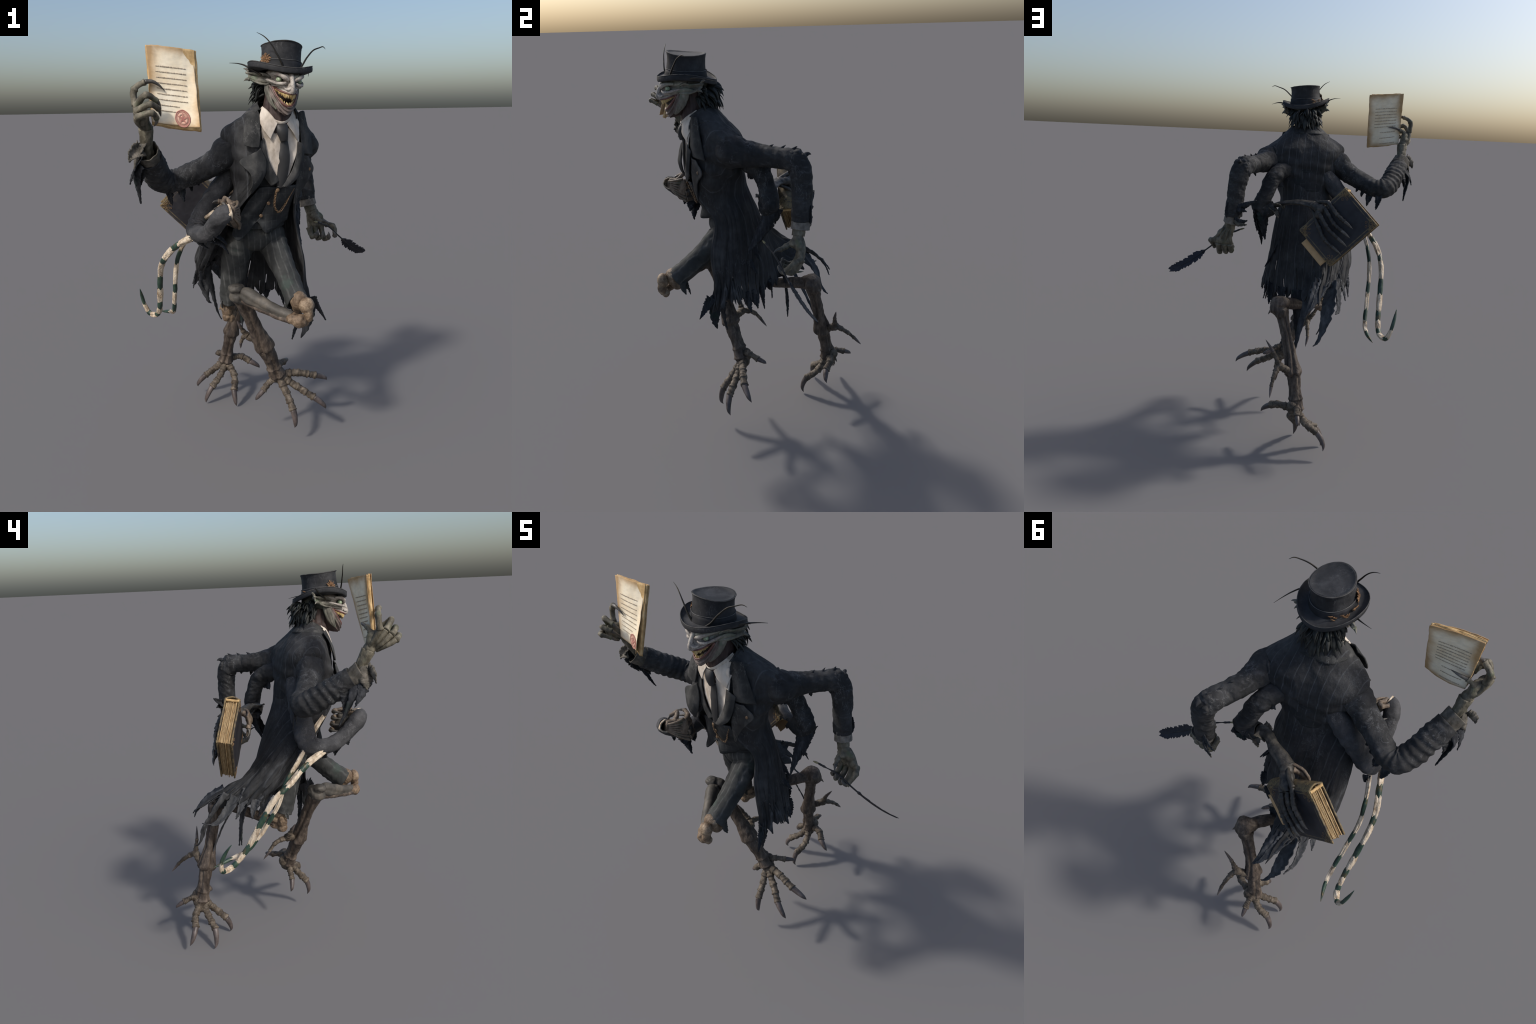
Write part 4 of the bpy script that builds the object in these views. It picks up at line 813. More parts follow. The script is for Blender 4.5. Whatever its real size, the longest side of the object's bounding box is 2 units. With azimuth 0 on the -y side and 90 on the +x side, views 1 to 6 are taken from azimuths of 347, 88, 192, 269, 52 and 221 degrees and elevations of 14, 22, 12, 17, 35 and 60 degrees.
    footR = tube('foot', [(-0.1160, 0.3600, 0.4200, 0.0387, 0.0387), (-0.1240, 0.3680, 0.3750, 0.0363, 0.0350), (-0.1340, 0.3800, 0.3180, 0.0350, 0.0325), (-0.1410, 0.3900, 0.2680, 0.0400, 0.0375), (-0.1450, 0.3960, 0.2320, 0.0425, 0.0400), (-0.1500, 0.3980, 0.2050, 0.0225, 0.0225)], 'bone', R, n=64, seg=48, up=(0, -1, 0), fn=grooved([.3, 2.2, 4.2], .24, .22, rim=((.62, .12, .05), (.86, .12, .04))), noise=(.004, 40))
    b = V(-.145, .395, .232)
    toe(b + V(.018, .004, .004), (-.062, .398, .250), (-.003, .366, .225), (.056, .361, .175), footR, segs=3)
    toe(b + V(.008, -.012, -.010), (-.108, .334, .160), (-.123, .266, .099), (-.113, .247, .003), footR)
    toe(b + V(-.006, -.008, -.014), (-.178, .367, .168), (-.243, .324, .108), (-.281, .333, .003), footR)
    toe(b + V(-.012, .004, -.008), (-.201, .428, .180), (-.265, .427, .137), (-.311, .462, .050), footR)
    toe((-.148, .405, .262), (-.158, .450, .258), (-.169, .492, .243), (-.183, .539, .213), footR, r=.0170, segs=2)
    spur((-.100, .385, .440), (-.046, .422, .480), [(-.030, .415, .515), (-.010, .410, .552), (.034, .410, .613)], [(-.036, .480, .450), (-.032, .530, .405), (-.034, .568, .362)], R)
    blob('foot_pad', [((-.142, .41, .228), (.038, .036, .040)), ((-.15, .402, .19), (.032, .032, .026)), ((-.128, .42, .255), (.030, .032, .036))], 'toe', R, rough=.008, smooth=2)
    for p, e in (((-.14, .43, .20), (-.135, .437, .170)), ((-.125, .435, .225), (-.110, .445, .205)), ((-.155, .42, .18), (-.158, .425, .145)), ((-.165, .41, .18), (-.172, .415, .150))):
        claw('bone_spike', p, e, .007, (0, 0, 0), 'toe', footR)

# ---------------------------------------------------------------- arms
def sleeve_fn(folds, amp=.055, freq=20, seed=0):
    """cloth tube: broad sag, ring folds where the limb bends, and sharp irregular creases round it."""
    def fn(t, th):
        k = 1 + .025 * np.sin(3 * th + 7 * t + seed) + .015 * np.sin(5 * th - 9 * t)
        for t0, w, fr, a in folds:
            k = k + a * np.sin(fr * t * 2 * np.pi + 1.1 * np.sin(th + 1.3) + .6 * np.sin(2 * th)) * np.exp(-((t - t0) / w) ** 2)
        T, TH = np.broadcast_arrays(t, th)
        P = np.stack([(T * freq + 1.6 * np.sin(TH + seed)).ravel(), (np.cos(TH) * 1.3 + seed).ravel(), (np.sin(TH) * 1.3).ravel()], 1)
        rg = 1 - 2 * np.abs(vnoise(P)); r2 = 1 - 2 * np.abs(vnoise(P * 2.3 + 5))
        return k + amp * (.7 * rg + .35 * r2 - .35).reshape(T.shape)
    return fn

def build_arm_paper():
    A = pivot('arm')
    tube('coat_sleeve', [(-.165, -.225, 1.555, .055, .070), (-.215, -.230, 1.522, .066, .068), (-.262, -.222, 1.478, .058, .060), (-.31, -.208, 1.452, .055, .058), (-.385, -.185, 1.418, .051, .053), (-.455, -.160, 1.392, .051, .053), (-.492, -.165, 1.392, .056, .054), (-.518, -.205, 1.412, .056, .055), (-.545, -.29, 1.465, .055, .056), (-.568, -.372, 1.516, .053, .054)], 'sleeve', A, n=190, seg=72,
         fn=sleeve_fn([(.2, .14, 9, .04), (.55, .10, 24, .045), (.78, .12, 18, .05)], seed=1), cap1=False, noise=(.005, 22), mods=(SOL(.006, -1),))
    tube('shirt_cuff', [(-.555, -.345, 1.497, .044), (-.572, -.385, 1.525, .047), (-.581, -.412, 1.546, .050)], 'cuff', A, n=24, seg=44, cap0=False, cap1=False, fn=lambda t, th: 1 + .03 * np.sin(9 * th), noise=(.003, 40), mods=(SOL(.004, -1),))
    rg = [([(-.604, -.395, 1.500, .045), (-.628, -.375, 1.455, .030), (-.624, -.345, 1.400, .018), (-.617, -.325, 1.355, .010), (-.610, -.304, 1.315, .001)], (.3, -.8, .4), 'rag'),
          ([(-.602, -.42, 1.530, .040), (-.630, -.405, 1.48, .026), (-.645, -.385, 1.44, .012), (-.651, -.366, 1.408, .001)], (.2, -.8, .5), 'rag'),
          ([(-.600, -.43, 1.555, .035), (-.632, -.445, 1.535, .024), (-.650, -.455, 1.505, .001)], (.2, .3, .9), 'cuff'),
          ([(-.598, -.40, 1.565, .04), (-.618, -.415, 1.54, .04), (-.628, -.42, 1.50, .02), (-.632, -.42, 1.475, .001)], (.2, -.8, .5), 'cuff'),
          ([(-.585, -.34, 1.50, .05), (-.605, -.345, 1.46, .04), (-.612, -.335, 1.42, .02), (-.61, -.325, 1.39, .001)], (.2, -.8, .5), 'sleeve'),
          ([(-.475, -.130, 1.365, .022), (-.470, -.120, 1.32, .016), (-.462, -.118, 1.276, .001)], (1, 0, 0), 'rag'),
          ([(-.425, -.145, 1.370, .024), (-.415, -.138, 1.33, .016), (-.408, -.139, 1.290, .001)], (1, 0, 0), 'rag'),
          ([(-.385, -.155, 1.38, .016), (-.376, -.152, 1.36, .010), (-.372, -.154, 1.340, .001)], (1, 0, 0), 'rag'),
          ([(-.35, -.165, 1.405, .014), (-.345, -.16, 1.38, .008), (-.34, -.16, 1.366, .001)], (1, 0, 0), 'rag'),
          ([(-.545, -.25, 1.41, .014), (-.555, -.245, 1.39, .008), (-.56, -.24, 1.375, .001)], (1, 0, .5), 'rag')]
    for i, (p, s, m) in enumerate(rg): rag('torn_strip', p, m, s, A, seed=120 + i)
    tube('forearm', [(-.570, -.370, 1.515, .026), (-.575, -.400, 1.560, .025), (-.577, -.420, 1.600, .028), (-.578, -.436, 1.635, .030)], 'hand', A, n=30, seg=24, fn=grooved([1, 2.6, 4.4], .16, .3), noise=(.004, 45))
    hand = blob('hand', [((-.579, -.440, 1.642), (.027, .030, .024)), ((-.588, -.460, 1.670), (.024, .040, .030)), ((-.594, -.482, 1.688), (.021, .050, .032)), ((-.585, -.458, 1.69), (.020, .034, .028)), ((-.590, -.500, 1.668), (.018, .034, .026))], 'hand', A, smooth=3, rough=.008, rs=.02)
    W = [(-.588, -.430, 1.642), (-.588, -.442, 1.640), (-.588, -.456, 1.636), (-.586, -.468, 1.632)]
    K = [(-.612, -.474, 1.721), (-.610, -.500, 1.716), (-.612, -.522, 1.697), (-.613, -.542, 1.676)]
    for w, k in zip(W, K): tube('tendon', [(*w, .008), (*((np.array(w) + np.array(k)) / 2 + V(-.010, 0, 0)), .0105), (*k, .0135)], 'hand', hand, n=24, seg=12, noise=(.0018, 70))
    finger([K[0], (-.613, -.466, 1.780), (-.572, -.477, 1.806), (-.497, -.466, 1.770)], .0135, hand, bulge=(0, -.3, 1))
    finger([K[1], (-.573, -.530, 1.756), (-.535, -.510, 1.735), (-.517, -.487, 1.704)], .0135, hand, bulge=(0, -.6, .5))
    finger([K[2], (-.560, -.552, 1.722), (-.530, -.525, 1.706), (-.520, -.491, 1.676)], .013, hand, bulge=(0, -.6, .5))
    finger([K[3], (-.557, -.566, 1.690), (-.540, -.530, 1.672), (-.550, -.488, 1.640)], .0125, hand, bulge=(.5, -.3, 0))
    finger([(-.588, -.450, 1.685), (-.580, -.440, 1.712), (-.552, -.432, 1.731), (-.481, -.424, 1.738)], .012, hand, bulge=(0, .6, .5), name='thumb')

def build_arm_fist():
    A = pivot('arm')
    tube('coat_sleeve', [(-.125, -.150, 1.470, .040), (-.180, -.158, 1.420, .046), (-.255, -.168, 1.330, .050), (-.318, -.180, 1.250, .049), (-.352, -.185, 1.195, .048), (-.368, -.205, 1.168, .046), (-.364, -.245, 1.158, .042), (-.348, -.300, 1.163, .037), (-.330, -.355, 1.185, .036), (-.308, -.412, 1.230, .038), (-.292, -.446, 1.262, .040), (-.276, -.462, 1.278, .038), (-.258, -.465, 1.284, .034)], 'greysleeve', A, n=190, seg=64,
         fn=sleeve_fn([(.28, .15, 13, .03), (.5, .08, 26, .04), (.74, .10, 10, .02)], .05, 22, 2), noise=(.006, 18), cap1=False, mods=(SOL(.006, -1),))
    rg = [([(-.33, -.33, 1.155, .035), (-.29, -.34, 1.14, .026), (-.26, -.345, 1.11, .014), (-.244, -.345, 1.078, .001)], (0, 1, .2), 'rag'),
          ([(-.30, -.36, 1.175, .03), (-.27, -.36, 1.15, .02), (-.255, -.365, 1.125, .001)], (0, 1, .2), 'rag'),
          ([(-.32, -.39, 1.19, .02), (-.315, -.395, 1.165, .012), (-.312, -.40, 1.15, .001)], (0, 1, .2), 'rag'),
          ([(-.36, -.26, 1.13, .03), (-.34, -.27, 1.105, .02), (-.32, -.275, 1.09, .001)], (0, 1, .2), 'greysleeve'),
          ([(-.30, -.20, 1.19, .04), (-.29, -.20, 1.14, .03), (-.27, -.20, 1.10, .001)], (1, .3, 0), 'greysleeve'),
          ([(-.38, -.16, 1.15, .02), (-.385, -.15, 1.12, .012), (-.38, -.15, 1.10, .001)], (1, .3, 0), 'rag')]
    for i, (p, s, m) in enumerate(rg): rag('torn_strip', p, m, s, A, seed=160 + i)
    # pale frayed mouth of the sleeve
    tube('shirt_cuff', [(-.285, -.452, 1.270, .030), (-.268, -.465, 1.283, .0305), (-.252, -.466, 1.287, .033)], 'bark', A, n=24, seg=44, cap0=False, cap1=False, noise=(.004, 50), mods=(SOL(.006, -1),))
    W = V(-.252, -.468, 1.288); a = V(-.209, -.387, 1.316); b = V(-.198, -.371, 1.196)
    hand = tube('hand', [(*W, .020, .026), (-.248, -.450, 1.283, .016, .034), (-.228, -.412, 1.268, .016, .050), (-.212, -.385, 1.258, .015, .058), (-.212, -.372, 1.256, .010, .05)], 'fist', A, n=30, seg=40, up=(.8, -.5, 0), fn=lambda t, th: 1 + .05 * np.sin(16 * th), noise=(.003, 60))
    for i in range(7):
        f = i / 6; k = a * (1 - f) + b * f; w = W + V(.008, 0, .012) * (1 - f) + V(.006, 0, -.018) * f
        m = (w + k) / 2 + V(.008, -.008, 0); tube('tendon', [(*w, .005), (*m, .0055), (*k, .0075)], 'fist', hand, n=24, seg=10, noise=(.0012, 80))
    for i in range(4):
        f = (i + .4) / 3.8; k = a * (1 - f) + b * f
        p = k + V(-.030, .040, .004); d = p + V(-.045, .012, .006); t = d + V(-.030, -.035, .0)
        finger([k, p, d, t], .0125, hand, 'fist', 'fingerclaw', bulge=(0, 1, 0))
    finger([(-.235, -.42, 1.305), (-.262, -.392, 1.332), (-.275, -.420, 1.318), (-.268, -.445, 1.298)], .012, hand, 'fist', 'fingerclaw', bulge=(0, 0, 1), name='thumb')
    blob('palm', [((-.235, -.385, 1.265), (.026, .034, .04)), ((-.225, -.365, 1.235), (.028, .03, .035))], 'darkhand', A, rough=.012, smooth=2)

def build_arm_quill():
    A = pivot('arm')
    tube('coat_sleeve', [(.120, -.140, 1.538, .056, .066), (.172, -.108, 1.531, .076, .075), (.178, -.050, 1.522, .064, .062), (.189, .018, 1.512, .052, .051), (.212, .090, 1.506, .049, .049), (.238, .158, 1.498, .051, .051), (.257, .192, 1.474, .052, .052), (.269, .200, 1.43, .050, .050), (.281, .200, 1.34, .047, .048), (.294, .196, 1.225, .046, .048)], 'sleeve', A, n=190, seg=72,
         fn=sleeve_fn([(.12, .10, 14, .03), (.48, .10, 16, .02), (.75, .2, 9, .015)], .06, 22, 3), cap1=False, noise=(.005, 22), mods=(SOL(.006, -1),))
    blob('elbow_patch', [((.246, .175, 1.526), (.038, .038, .024)), ((.270, .205, 1.51), (.022, .022, .026)), ((.228, .215, 1.49), (.02, .02, .03))], 'sleeve', A, rough=.014, rs=.02, smooth=2)
    claw('bone_spike', (.262, .215, 1.520), (.250, .246, 1.522), .012, (0, 0, 1), 'rag', A)
    tube('shirt_cuff', [(.292, .195, 1.245, .040, .041), (.300, .193, 1.212, .042, .043), (.305, .190, 1.188, .044, .044)], 'linen', A, n=24, seg=48, cap0=False, cap1=False, fn=lambda t, th: 1 + .03 * np.sin(13 * th), noise=(.002, 40), mods=(SOL(.004, -1),))
    rg = [([(.27, .225, 1.27, .030), (.23, .245, 1.285, .020), (.19, .262, 1.305, .012), (.144, .272, 1.326, .001)], (0, .2, 1), 'rag'),
          ([(.27, .23, 1.25, .026), (.235, .25, 1.265, .014), (.20, .262, 1.262, .001)], (0, .2, 1), 'rag'),
          ([(.28, .23, 1.205, .028), (.245, .245, 1.20, .018), (.197, .258, 1.213, .001)], (0, .2, 1), 'rag'),
          ([(.275, .23, 1.195, .024), (.24, .245, 1.188, .014), (.20, .255, 1.190, .001)], (0, .2, 1), 'cuff'),
          ([(.30, .23, 1.29, .02), (.315, .235, 1.26, .014), (.32, .235, 1.22, .001)], (1, .2, 0), 'rag'),
          ([(.225, .05, 1.49, .02), (.215, .055, 1.46, .012), (.21, .06, 1.44, .001)], (0, 1, 0), 'rag'),
          ([(.22, .10, 1.485, .02), (.208, .11, 1.46, .012), (.20, .112, 1.45, .001)], (0, 1, 0), 'rag')]
    for i, (p, s, m) in enumerate(rg): rag('torn_strip', p, m, s, A, seed=200 + i)
    for p, e in (((.222, .11, 1.545), (.222, .135, 1.564)), ((.208, .06, 1.552), (.210, .08, 1.566)), ((.242, .16, 1.544), (.242, .185, 1.560))): claw('frayed_tuft', p, e, .007, (0, 0, 0), 'rag', A)
    tube('forearm', [(.298, .186, 1.225, .030), (.308, .184, 1.190, .030), (.318, .180, 1.160, .030)], 'hand', A, n=20, seg=24, fn=lambda t, th: 1 + .06 * np.sin(8 * th), noise=(.003, 50))
    hand = blob('hand', [((.322, .178, 1.150), (.036, .026, .030)), ((.342, .184, 1.118), (.048, .022, .034)), ((.358, .186, 1.085), (.058, .020, .030)), ((.335, .162, 1.13), (.022, .026, .026))], 'hand', A, smooth=3, rough=.007, rs=.02)
    kx = [.310, .342, .376, .408]
    for i, x in enumerate(kx):
        k = V(x, .192 - .01 * abs(i - 1.5), 1.062 + .004 * i); w = V(.302 + .014 * i, .196, 1.155)
        tube('tendon', [(*w, .007), (*((w + k) / 2 + V(0, .010, 0)), .0095), (*k, .012)], 'hand', hand, n=24, seg=12, noise=(.0018, 70))
    finger([(kx[0], .185, 1.062), (.314, .148, 1.020), (.322, .108, 1.036), (.330, .108, 1.062)], .0155, hand, bulge=(0, -1, 0))
    finger([(kx[1], .188, 1.064), (.346, .146, 1.012), (.350, .100, 1.028), (.356, .10, 1.058)], .0155, hand, bulge=(0, -1, 0))
    finger([(kx[2], .188, 1.066), (.384, .140, 1.006), (.388, .096, 1.022), (.386, .090, 1.054)], .0155, hand, bulge=(0, -1, 0))
    finger([(kx[3], .184, 1.076), (.434, .150, 1.070), (.426, .100, 1.024), (.408, .080, 1.058)], .0150, hand, bulge=(0, -1, 0))
    finger([(.318, .160, 1.135), (.336, .122, 1.118), (.352, .092, 1.108), (.378, .060, 1.100)], .0135, hand, bulge=(0, 0, 1), name='thumb')

def build_arm_book():
    A = pivot('arm')
    tube('coat_sleeve', [(.050, -.095, 1.475, .040), (.090, -.035, 1.462, .047), (.120, .022, 1.420, .045), (.143, .046, 1.355, .043), (.170, .058, 1.292, .044), (.180, .060, 1.262, .043), (.160, .052, 1.245, .042), (.125, .045, 1.255, .042), (.095, .040, 1.270, .036)], 'sleeve', A, n=170, seg=64,
         fn=sleeve_fn([(.25, .12, 8, .03), (.55, .15, 7, .02), (.8, .1, 16, .03)], .06, 18, 4), cap1=False, noise=(.005, 22), mods=(SOL(.006, -1),))
    rg = [([(.190, .07, 1.27, .052), (.190, .04, 1.20, .042), (.188, .0, 1.13, .026), (.187, -.035, 1.07, .012), (.187, -.055, 1.030, .001)], (.5, 1, 0), 'rag'),
          ([(.175, .05, 1.25, .04), (.165, .04, 1.18, .032), (.16, .02, 1.12, .016), (.155, .0, 1.07, .001)], (.8, .6, 0), 'rag'),
          ([(.205, .06, 1.25, .03), (.205, .04, 1.19, .03), (.20, .02, 1.12, .001)], (.3, 1, 0), 'rag'),
          ([(.16, .09, 1.24, .03), (.16, .085, 1.20, .02), (.16, .08, 1.17, .001)], (1, .3, 0), 'rag'),
          ([(.11, .06, 1.26, .03), (.085, .075, 1.24, .02), (.065, .085, 1.215, .001)], (.4, 1, 0), 'cuff'),
          ([(.10, .035, 1.255, .02), (.08, .03, 1.235, .014), (.07, .03, 1.215, .001)], (.4, 1, 0), 'rag'),
          ([(.09, .06, 1.285, .03), (.065, .06, 1.285, .022), (.04, .065, 1.262, .001)], (.2, 1, 0), 'cuff'),
          ([(.09, .02, 1.285, .03), (.065, .015, 1.285, .02), (.045, .01, 1.262, .001)], (.2, 1, 0), 'cuff'),
          ([(.07, -.04, 1.41, .03), (.11, .0, 1.40, .02), (.13, .02, 1.385, .001)], (0, .5, 1), 'rag')]
    for i, (p, s, m) in enumerate(rg): rag('torn_strip', p, m, s, A, seed=240 + i)
    tube('forearm', [(.105, .040, 1.275, .014, .028), (.060, .036, 1.290, .014, .028), (.015, .055, 1.300, .012, .024), (-.040, .085, 1.309, .014, .030), (-.095, .100, 1.309, .015, .034), (-.140, .118, 1.305, .020, .036)], 'darkhand', A, n=60, seg=28, fn=grooved([.9, 2.2], .18, .3), noise=(.003, 40))
    K = [(-.228, .188, 1.332), (-.213, .203, 1.300), (-.186, .210, 1.270), (-.177, .208, 1.216)]
    Mm = [(-.277, .232, 1.281), (-.261, .236, 1.236), (-.237, .244, 1.204), (-.221, .242, 1.147)]
    Tt = [(-.369, .246, 1.210), (-.358, .250, 1.161), (-.346, .259, 1.115), (-.317, .266, 1.074)]
    hand = blob('hand', [((-.140, .122, 1.304), (.034, .030, .022)), ((-.165, .150, 1.300), (.036, .034, .024)), ((-.188, .178, 1.295), (.034, .030, .026)), ((-.180, .188, 1.265), (.026, .026, .030))], 'darkhand', A, smooth=3, rough=.007)
    for k, m, t in zip(K, Mm, Tt):
        k, m, t = map(np.array, (k, m, t)); w = V(-.135, .122, 1.302) + (k - V(-.2, .2, 1.28)) * .25
        tube('tendon', [(*w, .009), (*((w + k) / 2 + V(0, .008, .006)), .010), (*k, .012)], 'darkhand', hand, n=20, seg=12, noise=(.0018, 70))
        d = m * .48 + t * .52 + V(0, .006, 0)
        o = tube('finger', [(*k, .0125), (*((k + m) / 2 + V(0, .006, 0)), .0115), (*m, .0125), (*d, .0105)], 'darkhand', hand, n=46, seg=14, fn=rims(6, .30), noise=(.002, 70))
        claw('claw', d, t, .0095, (0, .5, .2), 'fingerclaw', o)
    finger([(-.160, .105, 1.298), (-.205, .085, 1.275), (-.235, .088, 1.235), (-.262, .100, 1.195)], .014, hand, 'fist', 'fingerclaw', bulge=(0, -1, 0), name='thumb')
    sheet('palm_web', [[(-.130, .10, 1.318), (-.19, .085, 1.315), (-.235, .09, 1.30)], [(-.135, .085, 1.29), (-.195, .07, 1.27), (-.238, .08, 1.24)], [(-.16, .10, 1.27), (-.21, .09, 1.24), (-.25, .098, 1.20)]], 'fist', nu=20, nv=20, thick=.012, parent=hand, noise=(.003, 40))

# ---------------------------------------------------------------- held things
def frame_matrix(o, x, y, z): return Matrix(((x[0], y[0], z[0], o[0]), (x[1], y[1], z[1], o[1]), (x[2], y[2], z[2], o[2]), (0, 0, 0, 1)))
def build_paper():
    TL, TR, BR, BL = V(-.560, -.445, 1.944), V(-.361, -.402, 1.930), V(-.360, -.492, 1.618), V(-.552, -.478, 1.648)
    o = (TL + TR + BR + BL) / 4; x = nrm(TR - TL + BR - BL); z0 = TL - BL + TR - BR; z = nrm(z0 - x * np.dot(z0, x)); y = np.cross(z, x)
    Mx = frame_matrix(o, x, y, z); L = np.array([[np.dot(p - o, a) for a in (x, y, z)] for p in (TL, TR, BR, BL)])
    paper = pivot('parchment'); paper.matrix_world = Mx
    def S(u, v):   # u across 0..1, v down 0..1, local
        u, v = np.asarray(u, float)[..., None], np.asarray(v, float)[..., None]
        P = L[0] * (1 - u) * (1 - v) + L[1] * u * (1 - v) + L[2] * u * v + L[3] * (1 - u) * v
        P = P.copy(); uu, vv = u[..., 0], v[..., 0]
        P[..., 1] += .012 * np.sin(np.pi * uu) * vv ** 2 - .006 * np.sin(np.pi * uu) * (1 - vv) ; return P
    def leaf(name, n, off, thick, mat, u0, u1, v0, v1, seed, edge=.012, curl=None):
        r = np.random.default_rng(seed); u = np.linspace(0, 1, n); uu, vv = np.meshgrid(u, u)
        e = lambda t, s: edge * (fbm(np.stack([t.ravel() * 9 + s, t.ravel() * 0, t.ravel() * 0], 1), 1.0).reshape(t.shape))
        U = u0 + (u1 - u0) * uu; W = v0 + (v1 - v0) * vv
        U = U + e(vv, seed) * (1 - uu) ** 6 + e(vv, seed + 3.3) * uu ** 6; W = W + e(uu, seed + 7.7) * (1 - vv) ** 6 * .7 + e(uu, seed + 11.1) * vv ** 6 * .7
        P = S(U, W); P[..., 1] += off + .0015 * fbm(np.stack([uu.ravel() * 6, vv.ravel() * 6, 0 * uu.ravel() + seed], 1), 1.0).reshape(uu.shape)
        if curl: P[..., 1] += curl(uu, vv)
        return obj(name, P.reshape(-1, 3), grid_faces(n, n), mat, paper, mods=(SOL(thick, 0),))
    leaf('page', 60, .000, .0015, 'paper', 0, .93, 0, .965, 1, curl=lambda u, v: -.016 * np.clip((u - .8) / .2, 0, 1) ** 2 * np.clip(v * 1.2, 0, 1) + .012 * u ** 3 * (1 - v))
    leaf('page', 40, .006, .002, 'paperedge', .005, .965, .005, .985, 2)
    leaf('page', 40, .011, .002, 'paperedge', .0, .985, .002, .995, 3)
    leaf('page_stack', 50, .0125, .011, 'paperedge', .004, .992, .006, .99, 4)
    leaf('page', 60, .020, .0015, 'paper', 0, 1, 0, 1, 5)
    # faded lines of writing, front and back: rows of short inked words
    for side, off, um in ((1, -.0022, .93), (-1, .0222, 1.0)):
        parts = []; r = np.random.default_rng(9 + side)
        for k in range(9 if side > 0 else 10):
            v = .255 + k * .0685 if side > 0 else .27 + k * .058
            if side < 0 and k > 6: v += .05 * (k - 6)
            u = .15; end = .80 if k < 7 else .62
            while u < end:
                w = r.uniform(.025, .085); n = 8
                uu = np.linspace(u, min(u + w, end), n); h = .0085 * r.uniform(.7, 1.1)
                a = S(uu * um, v - h + .0016 * np.sin(uu * 900)); b = S(uu * um, v + h * .6 + .0016 * np.sin(uu * 700)); a[:, 1] += off; b[:, 1] += off
                if side > 0:
                    cu = -.016 * np.clip((uu - .8) / .2, 0, 1) ** 2 * min(1, v * 1.2) + .012 * uu ** 3 * (1 - v); a[:, 1] += cu; b[:, 1] += cu
                parts.append((np.concatenate([a, b]), [(i, i + 1, n + i + 1, n + i) for i in range(n - 1)])); u += w + r.uniform(.006, .014)
        vv, ff = join(parts); obj('writing', vv, ff, 'ink', paper, stuff=True, mods=(SOL(.0006, 0),))
    # round red stamp with a star-like figure
    cu, cv, R = .665, .872, .166; asp = .66
    def disc(r0, r1, n, off, wob=0):
        t = np.linspace(0, 2 * np.pi, n, endpoint=False); a = []
        for rr in (r0, r1):
            rad = rr * (1 + wob * np.sin(7 * t)); P = S((cu + R * rad * np.cos(t)) * .93, cv + R * rad * asp * np.sin(t)); uu = cu + R * rad * np.cos(t)
            P[:, 1] += off - .016 * np.clip((uu - .8) / .2, 0, 1) ** 2 + .012 * uu ** 3 * .13; a.append(P)
        return np.concatenate(a), [(i, (i + 1) % n, n + (i + 1) % n, n + i) for i in range(n)]
    v1, f1 = join([disc(.01, .35, 40, -.0024), disc(.35, .72, 40, -.0026)]); seal = obj('seal', v1, f1, 'seal', paper, mods=(SOL(.0008, 0),))
    v1, f1 = join([disc(.86, 1, 60, -.003, .01), disc(.72, .78, 60, -.003)]); obj('seal_ring', v1, f1, 'sealink', seal, mods=(SOL(.001, 0),))
    v1, f1 = disc(.78, .86, 60, -.0026); obj('seal_border', v1, f1, 'seal', seal, mods=(SOL(.0008, 0),))
    arms = []
    for k in range(5):
        a = math.pi / 2 + k * 2 * math.pi / 5; P = []
        for (rr, da) in ((.0, 0), (.22, -.55), (.62, -.08), (.66, .05), (.22, .55)):
            P.append(S((cu + R * rr * math.cos(a + da)) * .93, cv - R * rr * asp * math.sin(a + da)) + V(0, -.0034, 0))
        arms.append((np.array(P), [(0, 1, 2, 3, 4)]))
    v1, f1 = join(arms); obj('seal_star', v1, f1, 'sealink', seal, smooth=False, mods=(SOL(.001, 0),))

